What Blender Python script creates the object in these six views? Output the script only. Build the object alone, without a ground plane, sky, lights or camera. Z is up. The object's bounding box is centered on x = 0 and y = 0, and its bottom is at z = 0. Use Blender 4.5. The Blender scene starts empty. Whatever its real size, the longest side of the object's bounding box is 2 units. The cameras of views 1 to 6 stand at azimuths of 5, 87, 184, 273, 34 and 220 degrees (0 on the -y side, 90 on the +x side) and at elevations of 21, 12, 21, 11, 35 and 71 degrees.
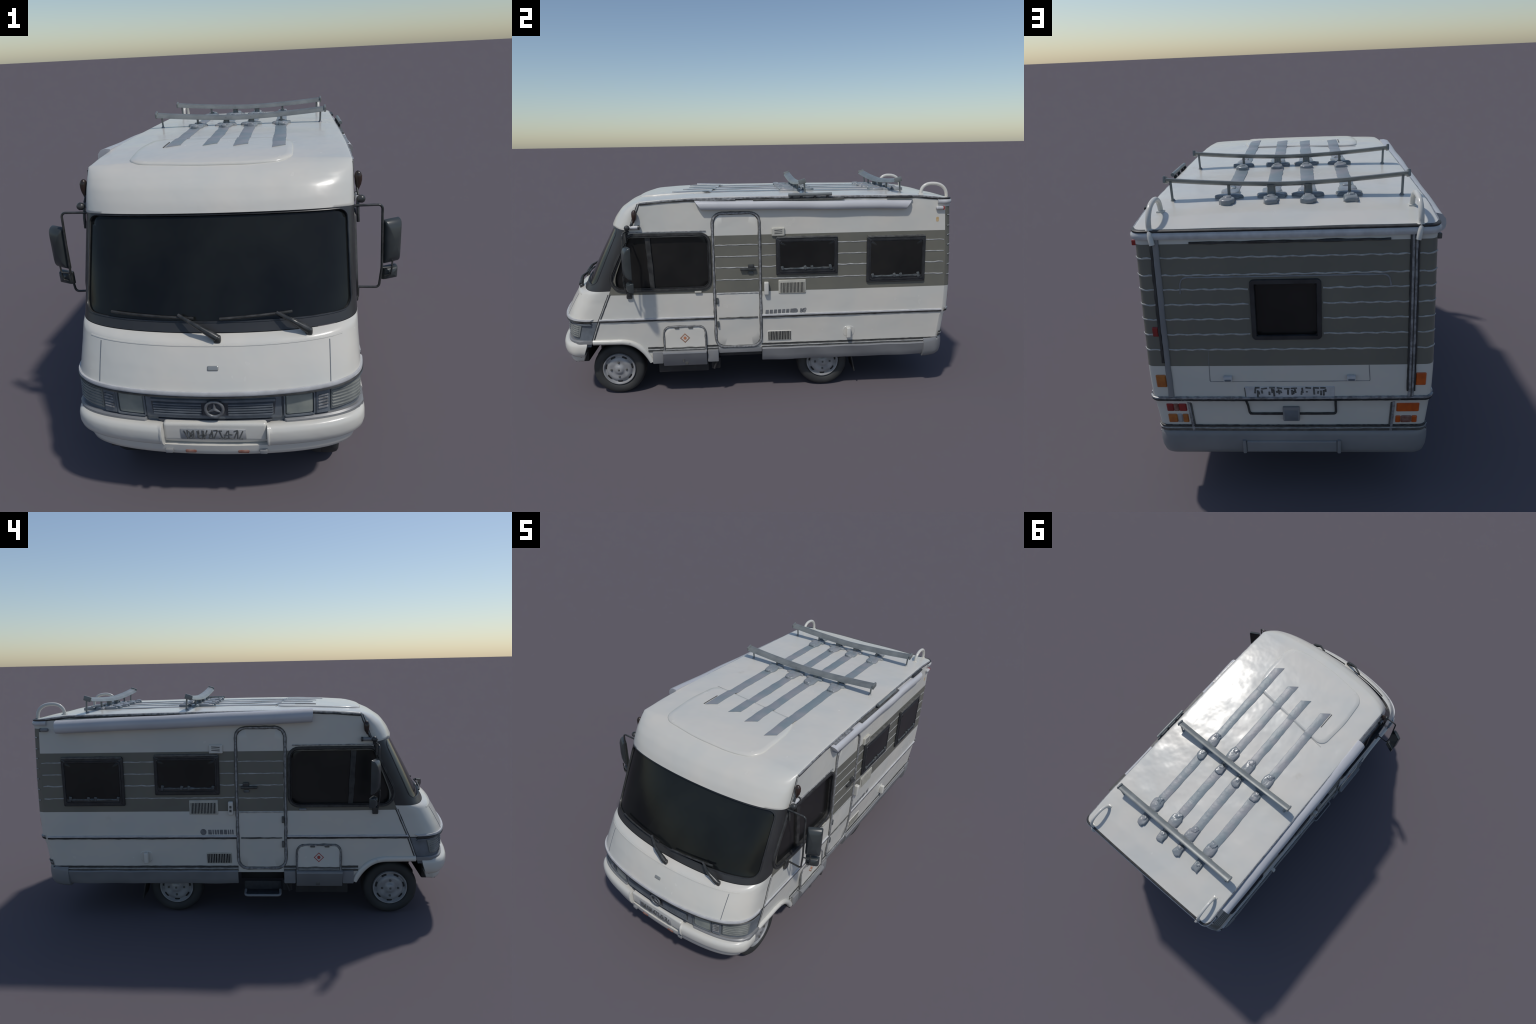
# Coach-built motorhome, built part by part.  Metres, z up, nose towards -y.
import bpy, bmesh, math, random
import numpy as np
from mathutils import Vector, Matrix
from mathutils import noise as mnoise

rng = random.Random(7)
COL = bpy.context.scene.collection

# ------------------------------------------------------------------ materials
def material(name, base, alt=None, rough=0.4, metallic=0.0, scale=6.0, detail=4.0, lo=0.35, hi=0.65,
             bump=0.0, bump_scale=8.0, spec=0.5, rough_var=0.0, coat=0.0, spots=None):
    m = bpy.data.materials.new(name)
    m.use_nodes = True
    nt = m.node_tree
    p = nt.nodes["Principled BSDF"]
    p.inputs["Base Color"].default_value = (*base, 1)
    p.inputs["Roughness"].default_value = rough
    p.inputs["Metallic"].default_value = metallic
    p.inputs["Specular IOR Level"].default_value = spec
    p.inputs["Coat Weight"].default_value = coat
    tc = nt.nodes.new("ShaderNodeTexCoord")
    col_out = None
    if alt is not None:
        nz = nt.nodes.new("ShaderNodeTexNoise")
        nz.inputs["Scale"].default_value = scale
        nz.inputs["Detail"].default_value = detail
        nt.links.new(tc.outputs["Object"], nz.inputs["Vector"])
        rp = nt.nodes.new("ShaderNodeValToRGB")
        rp.color_ramp.elements[0].position = lo
        rp.color_ramp.elements[1].position = hi
        rp.color_ramp.elements[0].color = (*base, 1)
        rp.color_ramp.elements[1].color = (*alt, 1)
        nt.links.new(nz.outputs["Fac"], rp.inputs["Fac"])
        col_out = rp.outputs["Color"]
    if spots is not None:            # (colour, scale, threshold): sparse dirt specks / stains
        sc, ss, th = spots
        n2 = nt.nodes.new("ShaderNodeTexNoise")
        n2.inputs["Scale"].default_value = ss
        n2.inputs["Detail"].default_value = 5
        nt.links.new(tc.outputs["Object"], n2.inputs["Vector"])
        r2 = nt.nodes.new("ShaderNodeValToRGB")
        r2.color_ramp.elements[0].position = th
        r2.color_ramp.elements[1].position = min(1, th + 0.12)
        r2.color_ramp.elements[0].color = (0, 0, 0, 1)
        r2.color_ramp.elements[1].color = (0.6, 0.6, 0.6, 1)
        nt.links.new(n2.outputs["Fac"], r2.inputs["Fac"])
        mx = nt.nodes.new("ShaderNodeMix")
        mx.data_type = 'RGBA'
        mx.inputs[7].default_value = (*sc, 1)
        nt.links.new(r2.outputs["Color"], mx.inputs[0])
        if col_out: nt.links.new(col_out, mx.inputs[6])
        else: mx.inputs[6].default_value = (*base, 1)
        col_out = mx.outputs[2]
    if col_out: nt.links.new(col_out, p.inputs["Base Color"])
    if rough_var:
        n3 = nt.nodes.new("ShaderNodeTexNoise")
        n3.inputs["Scale"].default_value = 14
        nt.links.new(tc.outputs["Object"], n3.inputs["Vector"])
        mr = nt.nodes.new("ShaderNodeMapRange")
        mr.inputs["To Min"].default_value = max(0.03, rough - rough_var)
        mr.inputs["To Max"].default_value = rough + rough_var
        nt.links.new(n3.outputs["Fac"], mr.inputs["Value"])
        nt.links.new(mr.outputs["Result"], p.inputs["Roughness"])
    if bump:
        n4 = nt.nodes.new("ShaderNodeTexNoise")
        n4.inputs["Scale"].default_value = bump_scale
        n4.inputs["Detail"].default_value = 3
        nt.links.new(tc.outputs["Object"], n4.inputs["Vector"])
        bp = nt.nodes.new("ShaderNodeBump")
        bp.inputs["Strength"].default_value = bump
        bp.inputs["Distance"].default_value = 0.02
        nt.links.new(n4.outputs["Fac"], bp.inputs["Height"])
        nt.links.new(bp.outputs["Normal"], p.inputs["Normal"])
    return m

WHITE = material("white_paint", (0.648, 0.618, 0.553), (0.598, 0.592, 0.545), rough=0.24, scale=5, detail=2, bump=0.22,
                 bump_scale=6, rough_var=0.08, spots=((0.52, 0.48, 0.40), 9, 0.70))
STRIPE = material("grey_stripe_paint", (0.172, 0.166, 0.134), (0.148, 0.146, 0.122), rough=0.33, scale=5, bump=0.12, bump_scale=9)
LINE = material("pale_bead", (0.44, 0.44, 0.42), (0.31, 0.31, 0.30), rough=0.4, scale=60)
ALU = material("aluminium_trim", (0.33, 0.335, 0.34), (0.17, 0.17, 0.17), rough=0.38, scale=70, lo=0.4, hi=0.62, metallic=0.15)
BRIGHT = material("white_moulding", (0.56, 0.56, 0.56), (0.46, 0.46, 0.46), rough=0.3, scale=30)  # pale tone matched to the bright highlight line along the waist, built as a rail
RUBBER = material("black_rubber", (0.022, 0.022, 0.022), (0.05, 0.05, 0.048), rough=0.5, scale=40)
SEAL = material("dark_grey_seal", (0.075, 0.074, 0.068), (0.13, 0.13, 0.12), rough=0.5, scale=45)
PILLAR = material("dark_pillar_paint", (0.030, 0.031, 0.033), (0.040, 0.040, 0.041), rough=0.35, scale=8)
GLASS = material("dark_window_glass", (0.007, 0.008, 0.009), (0.015, 0.017, 0.016), spec=0.24, rough=0.13, scale=5, bump=0.03, bump_scale=5)
PANE = material("black_side_pane", (0.010, 0.010, 0.010), (0.018, 0.017, 0.016), rough=0.28, scale=6, spec=0.35)
FRAME = material("black_window_frame", (0.020, 0.021, 0.023), (0.035, 0.037, 0.040), rough=0.33, scale=25)
LATCH = material("window_latch_plastic", (0.05, 0.06, 0.065), (0.12, 0.13, 0.13), rough=0.25, scale=40)
GRILLE = material("grey_grille_plastic", (0.165, 0.185, 0.205), (0.12, 0.135, 0.15), rough=0.35, scale=20, bump=0.05, bump_scale=40)
GDARK = material("dark_grille_gap", (0.06, 0.065, 0.075), None, rough=0.5)
LENS = material("clear_lamp_lens", (0.30, 0.315, 0.275), (0.21, 0.23, 0.215), rough=0.2, scale=18)
ALENS = material("ribbed_lamp_lens", (0.26, 0.27, 0.25), (0.19, 0.20, 0.19), rough=0.25, scale=30)
SKIRT = material("grey_skirt_paint", (0.235, 0.237, 0.238), (0.20, 0.203, 0.207), rough=0.36, scale=7, bump=0.05)
TYRE = material("tyre_rubber", (0.030, 0.031, 0.031), (0.044, 0.044, 0.042), rough=0.7, scale=10)
RIM = material("wheel_rim_paint", (0.37, 0.372, 0.372), (0.27, 0.272, 0.275), rough=0.35, scale=25, metallic=0.1)
HOLE = material("rim_opening_black", (0.012, 0.012, 0.013), None, rough=0.6)
CHASSIS = material("dark_chassis", (0.022, 0.021, 0.021), (0.035, 0.033, 0.032), rough=0.7, scale=15)
STRIP = material("roof_strip_grey", (0.210, 0.252, 0.268), (0.275, 0.278, 0.292), rough=0.42, scale=9, lo=0.42, hi=0.60, rough_var=0.08,
                 bump=0.12, bump_scale=25)
SADDLE = material("grey_saddle_metal", (0.21, 0.245, 0.26), (0.28, 0.285, 0.295), rough=0.28, scale=14, bump=0.15, bump_scale=40)
BAR = material("grey_bar_metal", (0.225, 0.240, 0.232), (0.165, 0.178, 0.175), rough=0.36, scale=18, metallic=0.15)
AWNING = material("pale_awning_case", (0.55, 0.55, 0.56), (0.49, 0.49, 0.505), rough=0.34, scale=4, bump=0.05)
MIRROR = material("mirror_housing_plastic", (0.034, 0.040, 0.041), (0.055, 0.062, 0.062), rough=0.32, scale=12)
ARM = material("black_arm_paint", (0.025, 0.028, 0.028), (0.06, 0.06, 0.058), rough=0.3, scale=50)
LAMPBROWN = material("amber_brown_lens", (0.050, 0.024, 0.017), (0.032, 0.024, 0.019), rough=0.25, scale=30)
RED = material("red_lamp_lens", (0.33, 0.022, 0.018), (0.22, 0.02, 0.018), rough=0.3, scale=40)
ORANGE = material("orange_lamp_lens", (0.58, 0.105, 0.008), (0.44, 0.075, 0.008), rough=0.3, scale=40)
AMBER = material("amber_lamp_lens", (0.46, 0.16, 0.03), (0.36, 0.10, 0.02), rough=0.3, scale=40)
INK = material("faded_grey_lettering", (0.12, 0.125, 0.13), (0.20, 0.205, 0.21), rough=0.5, scale=60)
DARKINK = material("dark_plate_lettering", (0.055, 0.057, 0.053), (0.14, 0.145, 0.14), rough=0.5, scale=90)
PLATEGREY = material("grey_number_plate", (0.36, 0.365, 0.36), (0.27, 0.275, 0.28), rough=0.4, scale=25)
BEIGE = material("beige_vent_plastic", (0.52, 0.50, 0.43), (0.43, 0.42, 0.37), rough=0.4, scale=30)
REDPAINT = material("red_sticker", (0.42, 0.06, 0.05), None, rough=0.45)
FADED = material("faded_orange_sticker", (0.50, 0.15, 0.07), (0.52, 0.22, 0.11), rough=0.45, scale=60)
FADEDLINE = material("faded_brown_sticker", (0.34, 0.16, 0.11), (0.33, 0.22, 0.14), rough=0.45, scale=60)
RUST = material("ochre_sticker", (0.52, 0.34, 0.14), (0.60, 0.45, 0.27), rough=0.5, scale=60)
RUSTRED = material("rusty_red_reflector", (0.17, 0.05, 0.03), (0.26, 0.15, 0.12), rough=0.5, scale=60)
BADGE = material("grey_badge", (0.30, 0.31, 0.30), None, rough=0.3, metallic=0.3)
for nd in GLASS.node_tree.nodes:
    if nd.type == 'TEX_NOISE' and nd.outputs["Fac"].links and nd.outputs["Fac"].links[0].to_node.type == 'VALTORGB':
        mp_ = GLASS.node_tree.nodes.new("ShaderNodeMapping")
        mp_.inputs["Scale"].default_value = (0.9, 0.9, 0.7)
        GLASS.node_tree.links.new(nd.inputs["Vector"].links[0].from_socket, mp_.inputs["Vector"])
        GLASS.node_tree.links.new(mp_.outputs["Vector"], nd.inputs["Vector"])
        break
EMBLEM = material("dull_emblem_metal", (0.20, 0.21, 0.22), (0.12, 0.125, 0.13), rough=0.35, scale=60, metallic=0.2)
STEPBLUE = material("dark_step_tread", (0.022, 0.025, 0.030), (0.035, 0.038, 0.044), rough=0.6, scale=60)

# ------------------------------------------------------------------ helpers
ROOT = bpy.data.objects.new("motorhome", None)
COL.objects.link(ROOT)
ROOT["label"] = "white coach-built motorhome with grey stripes and roof bars"
ROOT["category"] = "camper van"

def link(name, me, mat, parent=None):
    if mat is not None and not me.materials: me.materials.append(mat)
    o = bpy.data.objects.new(name, me)
    COL.objects.link(o)
    o.parent = parent or ROOT
    return o

def mesh(name, verts, faces, mat, parent=None, smooth=40, closed=True, outward=None):
    me = bpy.data.meshes.new(name)
    bm = bmesh.new()
    vs = [bm.verts.new(v) for v in verts]
    for f in faces:
        q = []
        for i in f:
            if vs[i] not in q: q.append(vs[i])
        if len(q) > 2:
            try: bm.faces.new(q)
            except ValueError: pass
    bmesh.ops.remove_doubles(bm, verts=bm.verts, dist=1e-6)
    bmesh.ops.recalc_face_normals(bm, faces=bm.faces)
    if not closed:
        c = Vector(outward if outward is not None else (0, 0.1, 0.5))
        s = sum(f.normal.dot(f.calc_center_median() - c) * f.calc_area() for f in bm.faces)
        if s < 0: bmesh.ops.reverse_faces(bm, faces=bm.faces)
    bm.to_mesh(me); bm.free()
    for p in me.polygons: p.use_smooth = True
    if smooth is not None: me.set_sharp_from_angle(angle=math.radians(smooth))
    return link(name, me, mat, parent)

def grid_faces(nu, nv, off=0, closed_u=False):
    f = []
    for i in range(nu if closed_u else nu - 1):
        for j in range(nv - 1):
            a, b = i * nv + j, ((i + 1) % nu) * nv + j
            f.append((off + a, off + b, off + b + 1, off + a + 1))
    return f

def box(name, c, size, mat, parent=None, bevel=0.004, seg=2, rot=(0, 0, 0), taper=None):
    me = bpy.data.meshes.new(name)
    bm = bmesh.new()
    bmesh.ops.create_cube(bm, size=1)
    for v in bm.verts:
        k = 1.0
        if taper and v.co.z > 0: k = taper
        v.co = Vector((v.co.x * size[0] * k, v.co.y * size[1] * k, v.co.z * size[2]))
    if bevel: bmesh.ops.bevel(bm, geom=list(bm.edges), offset=min(bevel, min(size) * 0.45), segments=seg, affect='EDGES', profile=0.6)
    m = Matrix.Translation(c) @ Matrix.Rotation(rot[2], 4, 'Z') @ Matrix.Rotation(rot[1], 4, 'Y') @ Matrix.Rotation(rot[0], 4, 'X')
    bmesh.ops.transform(bm, matrix=m, verts=bm.verts)
    bm.to_mesh(me); bm.free()
    for p in me.polygons: p.use_smooth = True
    me.set_sharp_from_angle(angle=math.radians(50))
    return link(name, me, mat, parent)

def fillet(pts, r, n=6, closed=True):
    out = []
    N = len(pts)
    for i, p in enumerate(pts):
        p = Vector(p)
        if not closed and i in (0, N - 1): out.append(p); continue
        a, b = Vector(pts[i - 1]), Vector(pts[(i + 1) % N])
        rr = r[i] if isinstance(r, (list, tuple)) else r
        da, db = (a - p), (b - p)
        rr = min(rr, da.length * 0.48, db.length * 0.48)
        A, B = p + da.normalized() * rr, p + db.normalized() * rr
        for k in range(n + 1):
            t = k / n
            # conic (rational) approximation of an arc
            w = 0.75
            den = (1 - t) ** 2 + 2 * w * t * (1 - t) + t * t
            out.append((A * (1 - t) ** 2 + p * (2 * w * t * (1 - t)) + B * t * t) / den)
    return out

def densify(pts, step, closed=True):
    out = []
    N = len(pts)
    for i in range(N if closed else N - 1):
        a, b = Vector(pts[i]), Vector(pts[(i + 1) % N])
        n = max(1, int((b - a).length / step))
        for k in range(n): out.append(a.lerp(b, k / n))
    if not closed: out.append(Vector(pts[-1]))
    return out

def poly_area(p): return 0.5 * sum(p[i - 1][0] * p[i][1] - p[i][0] * p[i - 1][1] for i in range(len(p)))

def inset(poly, d):
    """move every edge of a convex polygon inwards by d"""
    s = 1 if poly_area(poly) > 0 else -1
    N = len(poly); out = []
    for i in range(N):
        p0, p1, p2 = Vector(poly[i - 1]), Vector(poly[i]), Vector(poly[(i + 1) % N])
        e1, e2 = (p1 - p0).normalized(), (p2 - p1).normalized()
        n1, n2 = Vector((-e1.y, e1.x)) * s, Vector((-e2.y, e2.x)) * s
        bi = (n1 + n2)
        k = d / max(0.3, 1 + n1.dot(n2))
        out.append(p1 + bi * k)
    return out

def rect(a0, b0, a1, b1): return [(a0, b0), (a1, b0), (a1, b1), (a0, b1)]

def plate(name, mp, corners, r, h0, h1, mat, parent=None, bv=0.002, step=0.02, rings=5, smooth=40):
    """solid plate whose outline (filleted polygon in surface coordinates) lies on a mapped surface"""
    bv = min(bv, (h1 - h0) * 0.7)
    o = densify(fillet(corners, r), step)
    def shrunk(d):
        q = densify(fillet(inset(corners, d), [max(1e-4, (r if not isinstance(r, (list, tuple)) else r[i]) - d) for i in range(len(corners))]), step)
        return q
    ca = sum(p[0] for p in o) / len(o); cb = sum(p[1] for p in o) / len(o)
    a_min, a_max = min(p[0] for p in o), max(p[0] for p in o)
    b_min, b_max = min(p[1] for p in o), max(p[1] for p in o)
    ka, kb = 1 - 2 * bv / (a_max - a_min), 1 - 2 * bv / (b_max - b_min)
    top = [Vector((ca + (p[0] - ca) * ka, cb + (p[1] - cb) * kb)) for p in o]
    loops = [(o, h0), (o, h1 - bv), (top, h1)]
    for k in range(1, rings):
        f = 1 - k / rings
        loops.append(([Vector((ca + (p.x - ca) * f, cb + (p.y - cb) * f)) for p in top], h1))
    n = len(o); verts = []; faces = []
    for L, h in loops: verts += [mp(p[0], p[1], h) for p in L]
    for l in range(len(loops) - 1):
        for i in range(n):
            j = (i + 1) % n
            faces.append((l * n + i, l * n + j, (l + 1) * n + j, (l + 1) * n + i))
    verts.append(mp(ca, cb, h1)); c = len(verts) - 1
    b = (len(loops) - 1) * n
    for i in range(n): faces.append((b + i, b + (i + 1) % n, c))
    faces.append(tuple(range(n))[::-1])
    return mesh(name, verts, faces, mat, parent, smooth)

def ribbon(name, mp, path, w, h0, h1, mat, parent=None, closed=False, step=0.02, wob=0.0, flat=0.35, smooth=50, seed=1):
    """raised bead of width w along a path given in surface coordinates"""
    rr = random.Random(seed)
    P = densify(path, step, closed)
    n = len(P)
    sec = [(-0.5, 0), (-0.5, 0.55), (-flat, 1), (flat, 1), (0.5, 0.55), (0.5, 0)]
    verts = []
    for i, p in enumerate(P):
        a = P[i - 1] if (closed or i > 0) else P[i]
        b = P[(i + 1) % n] if (closed or i < n - 1) else P[i]
        t = (b - a).normalized(); nn = Vector((-t.y, t.x))
        k = 1 + rr.uniform(-wob, wob); sh = rr.uniform(-wob, wob) * w * 0.3
        for s, h in sec:
            q = p + nn * (s * w * k + sh)
            verts.append(mp(q.x, q.y, h0 + (h1 - h0) * h * (1 + rr.uniform(-wob, wob) * 0.5)))
    m = len(sec); faces = []
    for i in range(n if closed else n - 1):
        j = (i + 1) % n
        for k in range(m):
            l = (k + 1) % m
            faces.append((i * m + k, j * m + k, j * m + l, i * m + l))
    if not closed:
        faces.append(tuple(range(m))); faces.append(tuple((n - 1) * m + k for k in range(m))[::-1])
    return mesh(name, verts, faces, mat, parent, smooth)

def tube(name, pts, r, mat, parent=None, n=10, closed=False, smooth=60, cap=True, squash=None):
    P = [Vector(p) for p in pts]; N = len(P)
    rad = r if isinstance(r, (list, tuple)) else [r] * N
    verts = []; up = None
    for i in range(N):
        a = P[i - 1] if (closed or i > 0) else P[i]
        b = P[(i + 1) % N] if (closed or i < N - 1) else P[i]
        t = (b - a).normalized()
        if up is None:
            up = Vector((0, 0, 1)) if abs(t.z) < 0.9 else Vector((0, 1, 0))
        x = t.cross(up).normalized(); up = x.cross(t).normalized()
        for k in range(n):
            an = 2 * math.pi * k / n
            verts.append(P[i] + (x * math.cos(an) + up * math.sin(an) * (squash or 1)) * rad[i])
    faces = []
    for i in range(N if closed else N - 1):
        j = (i + 1) % N
        for k in range(n):
            l = (k + 1) % n
            faces.append((i * n + k, j * n + k, j * n + l, i * n + l))
    if not closed and cap:
        faces.append(tuple(range(n))); faces.append(tuple((N - 1) * n + k for k in range(n))[::-1])
    return mesh(name, verts, faces, mat, parent, smooth)

def lathe(name, prof, mat, parent=None, n=48, loc=(0, 0, 0), smooth=35):
    """revolve (radius, x) profile around the x axis"""
    verts = []
    for k in range(n):
        a = 2 * math.pi * k / n
        for r, x in prof: verts.append((loc[0] + x, loc[1] + r * math.cos(a), loc[2] + r * math.sin(a)))
    m = len(prof); faces = []
    for k in range(n):
        l = (k + 1) % n
        for j in range(m - 1): faces.append((k * m + j, l * m + j, l * m + j + 1, k * m + j + 1))
    return mesh(name, verts, faces, mat, parent, smooth)

def interp(x, xs, ys): return float(np.interp(x, xs, ys))

def join(name, objs, mat=None, parent=None, kind=None):
    """fold several built pieces into one mesh object"""
    bm = bmesh.new()
    for o in objs:
        bm.from_mesh(o.data)
    me = bpy.data.meshes.new(name)
    bm.to_mesh(me); bm.free()
    mm = mat or objs[0].data.materials[0]
    me.materials.append(mm)
    for p in me.polygons: p.material_index = 0
    par = parent or objs[0].parent
    for o in objs:
        d = o.data
        bpy.data.objects.remove(o); bpy.data.meshes.remove(d)
    o = link(name, me, None, par)
    if kind: o["kind"] = kind
    return o

# ------------------------------------------------------------------ body surface definition
def W(z):      # half width of the body at height z
    return interp(z, [0.16, 0.285, 0.41, 0.52, 0.68, 0.90, 0.98, 1.01], [0.434, 0.438, 0.446, 0.446, 0.441, 0.436, 0.434, 0.433])

def seam_y(z): # slanted joint between nose moulding and side wall
    return interp(z, [0.28, 0.298, 0.412, 0.564, 0.889, 0.987], [-0.809, -0.803, -0.761, -0.696, -0.574, -0.535])

def taper(y, z):   # the cab narrows a little towards the nose
    return 0.008 * min(1.0, max(0.0, (-0.50 - y) / 0.22)) * interp(z, [0.30, 0.42, 0.50, 0.60, 0.80, 0.95], [0, 0.4, 1, 1, 0.8, 0])
def Wf(z): return W(z) - taper(seam_y(z), z)

ZC = [0.280, 0.405, 0.412, 0.450, 0.483, 0.520, 0.543, 0.552, 0.556, 0.872, 0.8745, 0.905, 0.945, 0.976, 0.992, 0.999]
YC = [-0.962, -0.961, -0.990, -0.971, -0.953, -0.931, -0.917, -0.898, -0.880, -0.710, -0.716, -0.701, -0.669, -0.622, -0.576, -0.535]
ZS = [0.280, 0.405, 0.412, 0.450, 0.483, 0.520, 0.548, 0.558, 0.562, 0.855, 0.8575, 0.889, 0.925, 0.955, 0.975, 0.987]

def front(x, zc, h=0.0):
    """nose surface: x across, zc = height on the centre line, h = distance outwards"""
    def pt(x, zc):
        zs = interp(zc, ZC, ZS); w = Wf(zs)
        u = max(-1.0, min(1.0, x / w)); c = math.sqrt(max(0.0, 1 - u * u))
        ys = seam_y(zs); yc = interp(zc, ZC, YC)
        if 0.556 < zc < 0.872: yc -= 0.003 * math.sin(math.pi * (zc - 0.556) / 0.316)
        k = min(1.0, max(0.0, (zc - 0.95) / 0.049))
        ex = interp(zc, [0.28, 0.50, 0.545, 0.60, 0.85, 0.90, 1.0], [0.53, 0.55, 0.58, 0.63, 0.70, 0.72, 0.70])
        return Vector((w * u, ys + (yc - ys) * c ** ex, zs + (zc - zs) * c ** (0.6 + 0.0 * k)))
    p = pt(x, zc)
    if h:
        e = 0.003
        dx = pt(x + e, zc) - pt(x - e, zc); dz = pt(x, zc + e) - pt(x, zc - e)
        nrm = dx.cross(dz)
        if nrm.length < 1e-9: nrm = Vector((0, -1, 0))
        p = p + nrm.normalized() * h
    return p

ROOF_Y0 = -0.535
def roof_edge(y): return interp(y, [-0.535, -0.42, -0.28, 0.0, 0.45, 0.81, 0.955, 1.0], [0.987, 0.996, 1.003, 1.004, 1.001, 0.996, 0.979, 0.974])
def roof_mid(y): return interp(y, [-0.535, -0.42, -0.30, -0.10, 0.2, 0.5, 0.75, 0.88, 0.98, 1.0], [0.9995, 1.0065, 1.010, 1.012, 1.0105, 1.0068, 1.0035, 0.996, 0.979, 0.976])
def roof_at(x, y):
    if y >= ROOF_Y0:
        c = math.sqrt(max(0.0, 1 - (x / 0.434) ** 2))
        e = roof_edge(y)
        return e + (roof_mid(y) - e) * c ** 0.6
    lo, hi = 0.88, 0.999
    for _ in range(30):
        m = (lo + hi) / 2
        if front(x, m).y < y: lo = m
        else: hi = m
    return front(x, lo).z
def on_roof(x, y, h):
    e = 0.004
    n = Vector((roof_at(x - e, y) - roof_at(x + e, y), roof_at(x, y - e) - roof_at(x, y + e), 2 * e)).normalized()
    return Vector((x, y, roof_at(x, y))) + n * h

CR = 0.030     # rear corner radius
def rear_mid(z): return interp(z, [0.16, 0.25, 0.30, 0.404, 0.411, 0.53, 0.70, 0.93, 0.985], [0.944, 0.954, 0.961, 0.972, 0.982, 0.987, 0.985, 0.975, 0.970])
def rear_y(x, z):
    w = W(z); a = abs(x)
    y = rear_mid(z) - 0.003 * (a / w) ** 2
    d = a - (w - CR)
    if d > 0:
        k = min(1.0, d / CR)
        y -= CR * (1 - math.sqrt(max(0.0, 1 - k ** 2.2)))
    return y
def corner_start(z): return rear_y(W(z), z)   # y where the rear corner meets the flat side

def side(s):   # surface map for a side wall: (y, z, h)
    return lambda y, z, h: Vector((s * (W(z) - taper(y, z) + h), y, z))
def rear(x, z, h): # surface map for the back wall
    e = 0.003
    w = W(z)
    xx = max(-w, min(w, x))
    dy = (rear_y(min(w, xx + e), z) - rear_y(max(-w, xx - e), z)) / (min(w, xx + e) - max(-w, xx - e))
    n = Vector((-dy, 1, 0)).normalized()
    return Vector((xx, rear_y(xx, z), z)) + n * h
def nose(x, z, h): return front(x, z, h)

from mathutils.geometry import delaunay_2d_cdt
def holed_patch(name, mp, outer, holes, mat, grid, parent=None, outward=None):
    """sheet over a mapped surface: outline polygon minus hole polygons, evenly triangulated"""
    pts = [Vector(p) for p in outer]; edges = []
    n = len(pts); edges += [(i, (i + 1) % n) for i in range(n)]
    for h in holes:
        b = len(pts); pts += [Vector(p) for p in h]; k = len(h)
        edges += [(b + i, b + (i + 1) % k) for i in range(k)]
    def inside(p, poly):
        c = False
        for i in range(len(poly)):
            a, b = poly[i - 1], poly[i]
            if (a[1] > p[1]) != (b[1] > p[1]) and p[0] < (b[0] - a[0]) * (p[1] - a[1]) / (b[1] - a[1]) + a[0]: c = not c
        return c
    na, nb = grid
    a0, a1 = min(p[0] for p in outer), max(p[0] for p in outer); b0, b1 = min(p[1] for p in outer), max(p[1] for p in outer)
    da, db = (a1 - a0) / na, (b1 - b0) / nb
    for i in range(1, na):
        for j in range(1, nb):
            p = (a0 + da * i, b0 + db * j)
            if inside(p, outer) and not any(inside(p, h) for h in holes): pts.append(Vector(p))
    v, e, f, *_ = delaunay_2d_cdt(pts, edges, [], 0, 1e-6)
    keep = []
    for t in f:
        c = sum((v[i] for i in t), Vector((0, 0))) / len(t)
        if inside(c, outer) and not any(inside(c, h) for h in holes): keep.append(tuple(t))
    return mesh(name, [mp(p.x, p.y, 0) for p in v], keep, mat, parent, 60, closed=False, outward=outward)

def reveal(name, mp, poly, h0, h1, mat, parent=None):
    """inner wall of a recessed opening"""
    n = len(poly)
    verts = [mp(p[0], p[1], h0) for p in poly] + [mp(p[0], p[1], h1) for p in poly]
    return mesh(name, verts, [(i, (i + 1) % n, n + (i + 1) % n, n + i) for i in range(n)], mat, parent, 40, closed=False)

# ------------------------------------------------------------------ nose panels
NTH = 61
THS = [math.sin(math.pi / 2 * max(-1, min(1, s))) for s in [math.copysign(1 - (1 - abs(q)) ** 1.35, q) for q in np.linspace(-1, 1, NTH)]]
def nose_patch(name, z0, z1, mat, rows, parent=None):
    verts = []
    zs = [z0 + (z1 - z0) * i / (rows - 1) for i in range(rows)]
    for z in zs:
        for u in THS: verts.append(front(u * Wf(interp(z, ZC, ZS)), z))
    return mesh(name, verts, grid_faces(rows, NTH), mat, parent, 60, closed=False)

grille_panel = nose_patch("grille_panel", 0.280, 0.4075, GRILLE, 8)
bonnet = nose_patch("bonnet", 0.412, 0.5555, WHITE, 30)
def nose_u(a, z, h):    # nose surface with an evenly wrapping across-coordinate
    return front(math.sin(max(-1, min(1, a)) * math.pi / 2) * Wf(interp(z, ZC, ZS)), z, h)
WS = [(-0.416, 0.586), (0.416, 0.586), (0.410, 0.867), (-0.410, 0.867)]
ws_hole = densify(fillet(WS, 0.028), 0.02)
to_u = lambda p: (math.asin(p[0] / Wf(interp(p[1], ZC, ZS))) * 2 / math.pi, p[1])
surround = holed_patch("windscreen_surround", nose_u, densify(rect(-1, 0.5565, 1, 0.872), 0.03), [[to_u(p) for p in ws_hole]], PILLAR, (60, 20))
reveal("windscreen_reveal", nose, ws_hole, 0, -0.012, RUBBER, surround)
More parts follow.
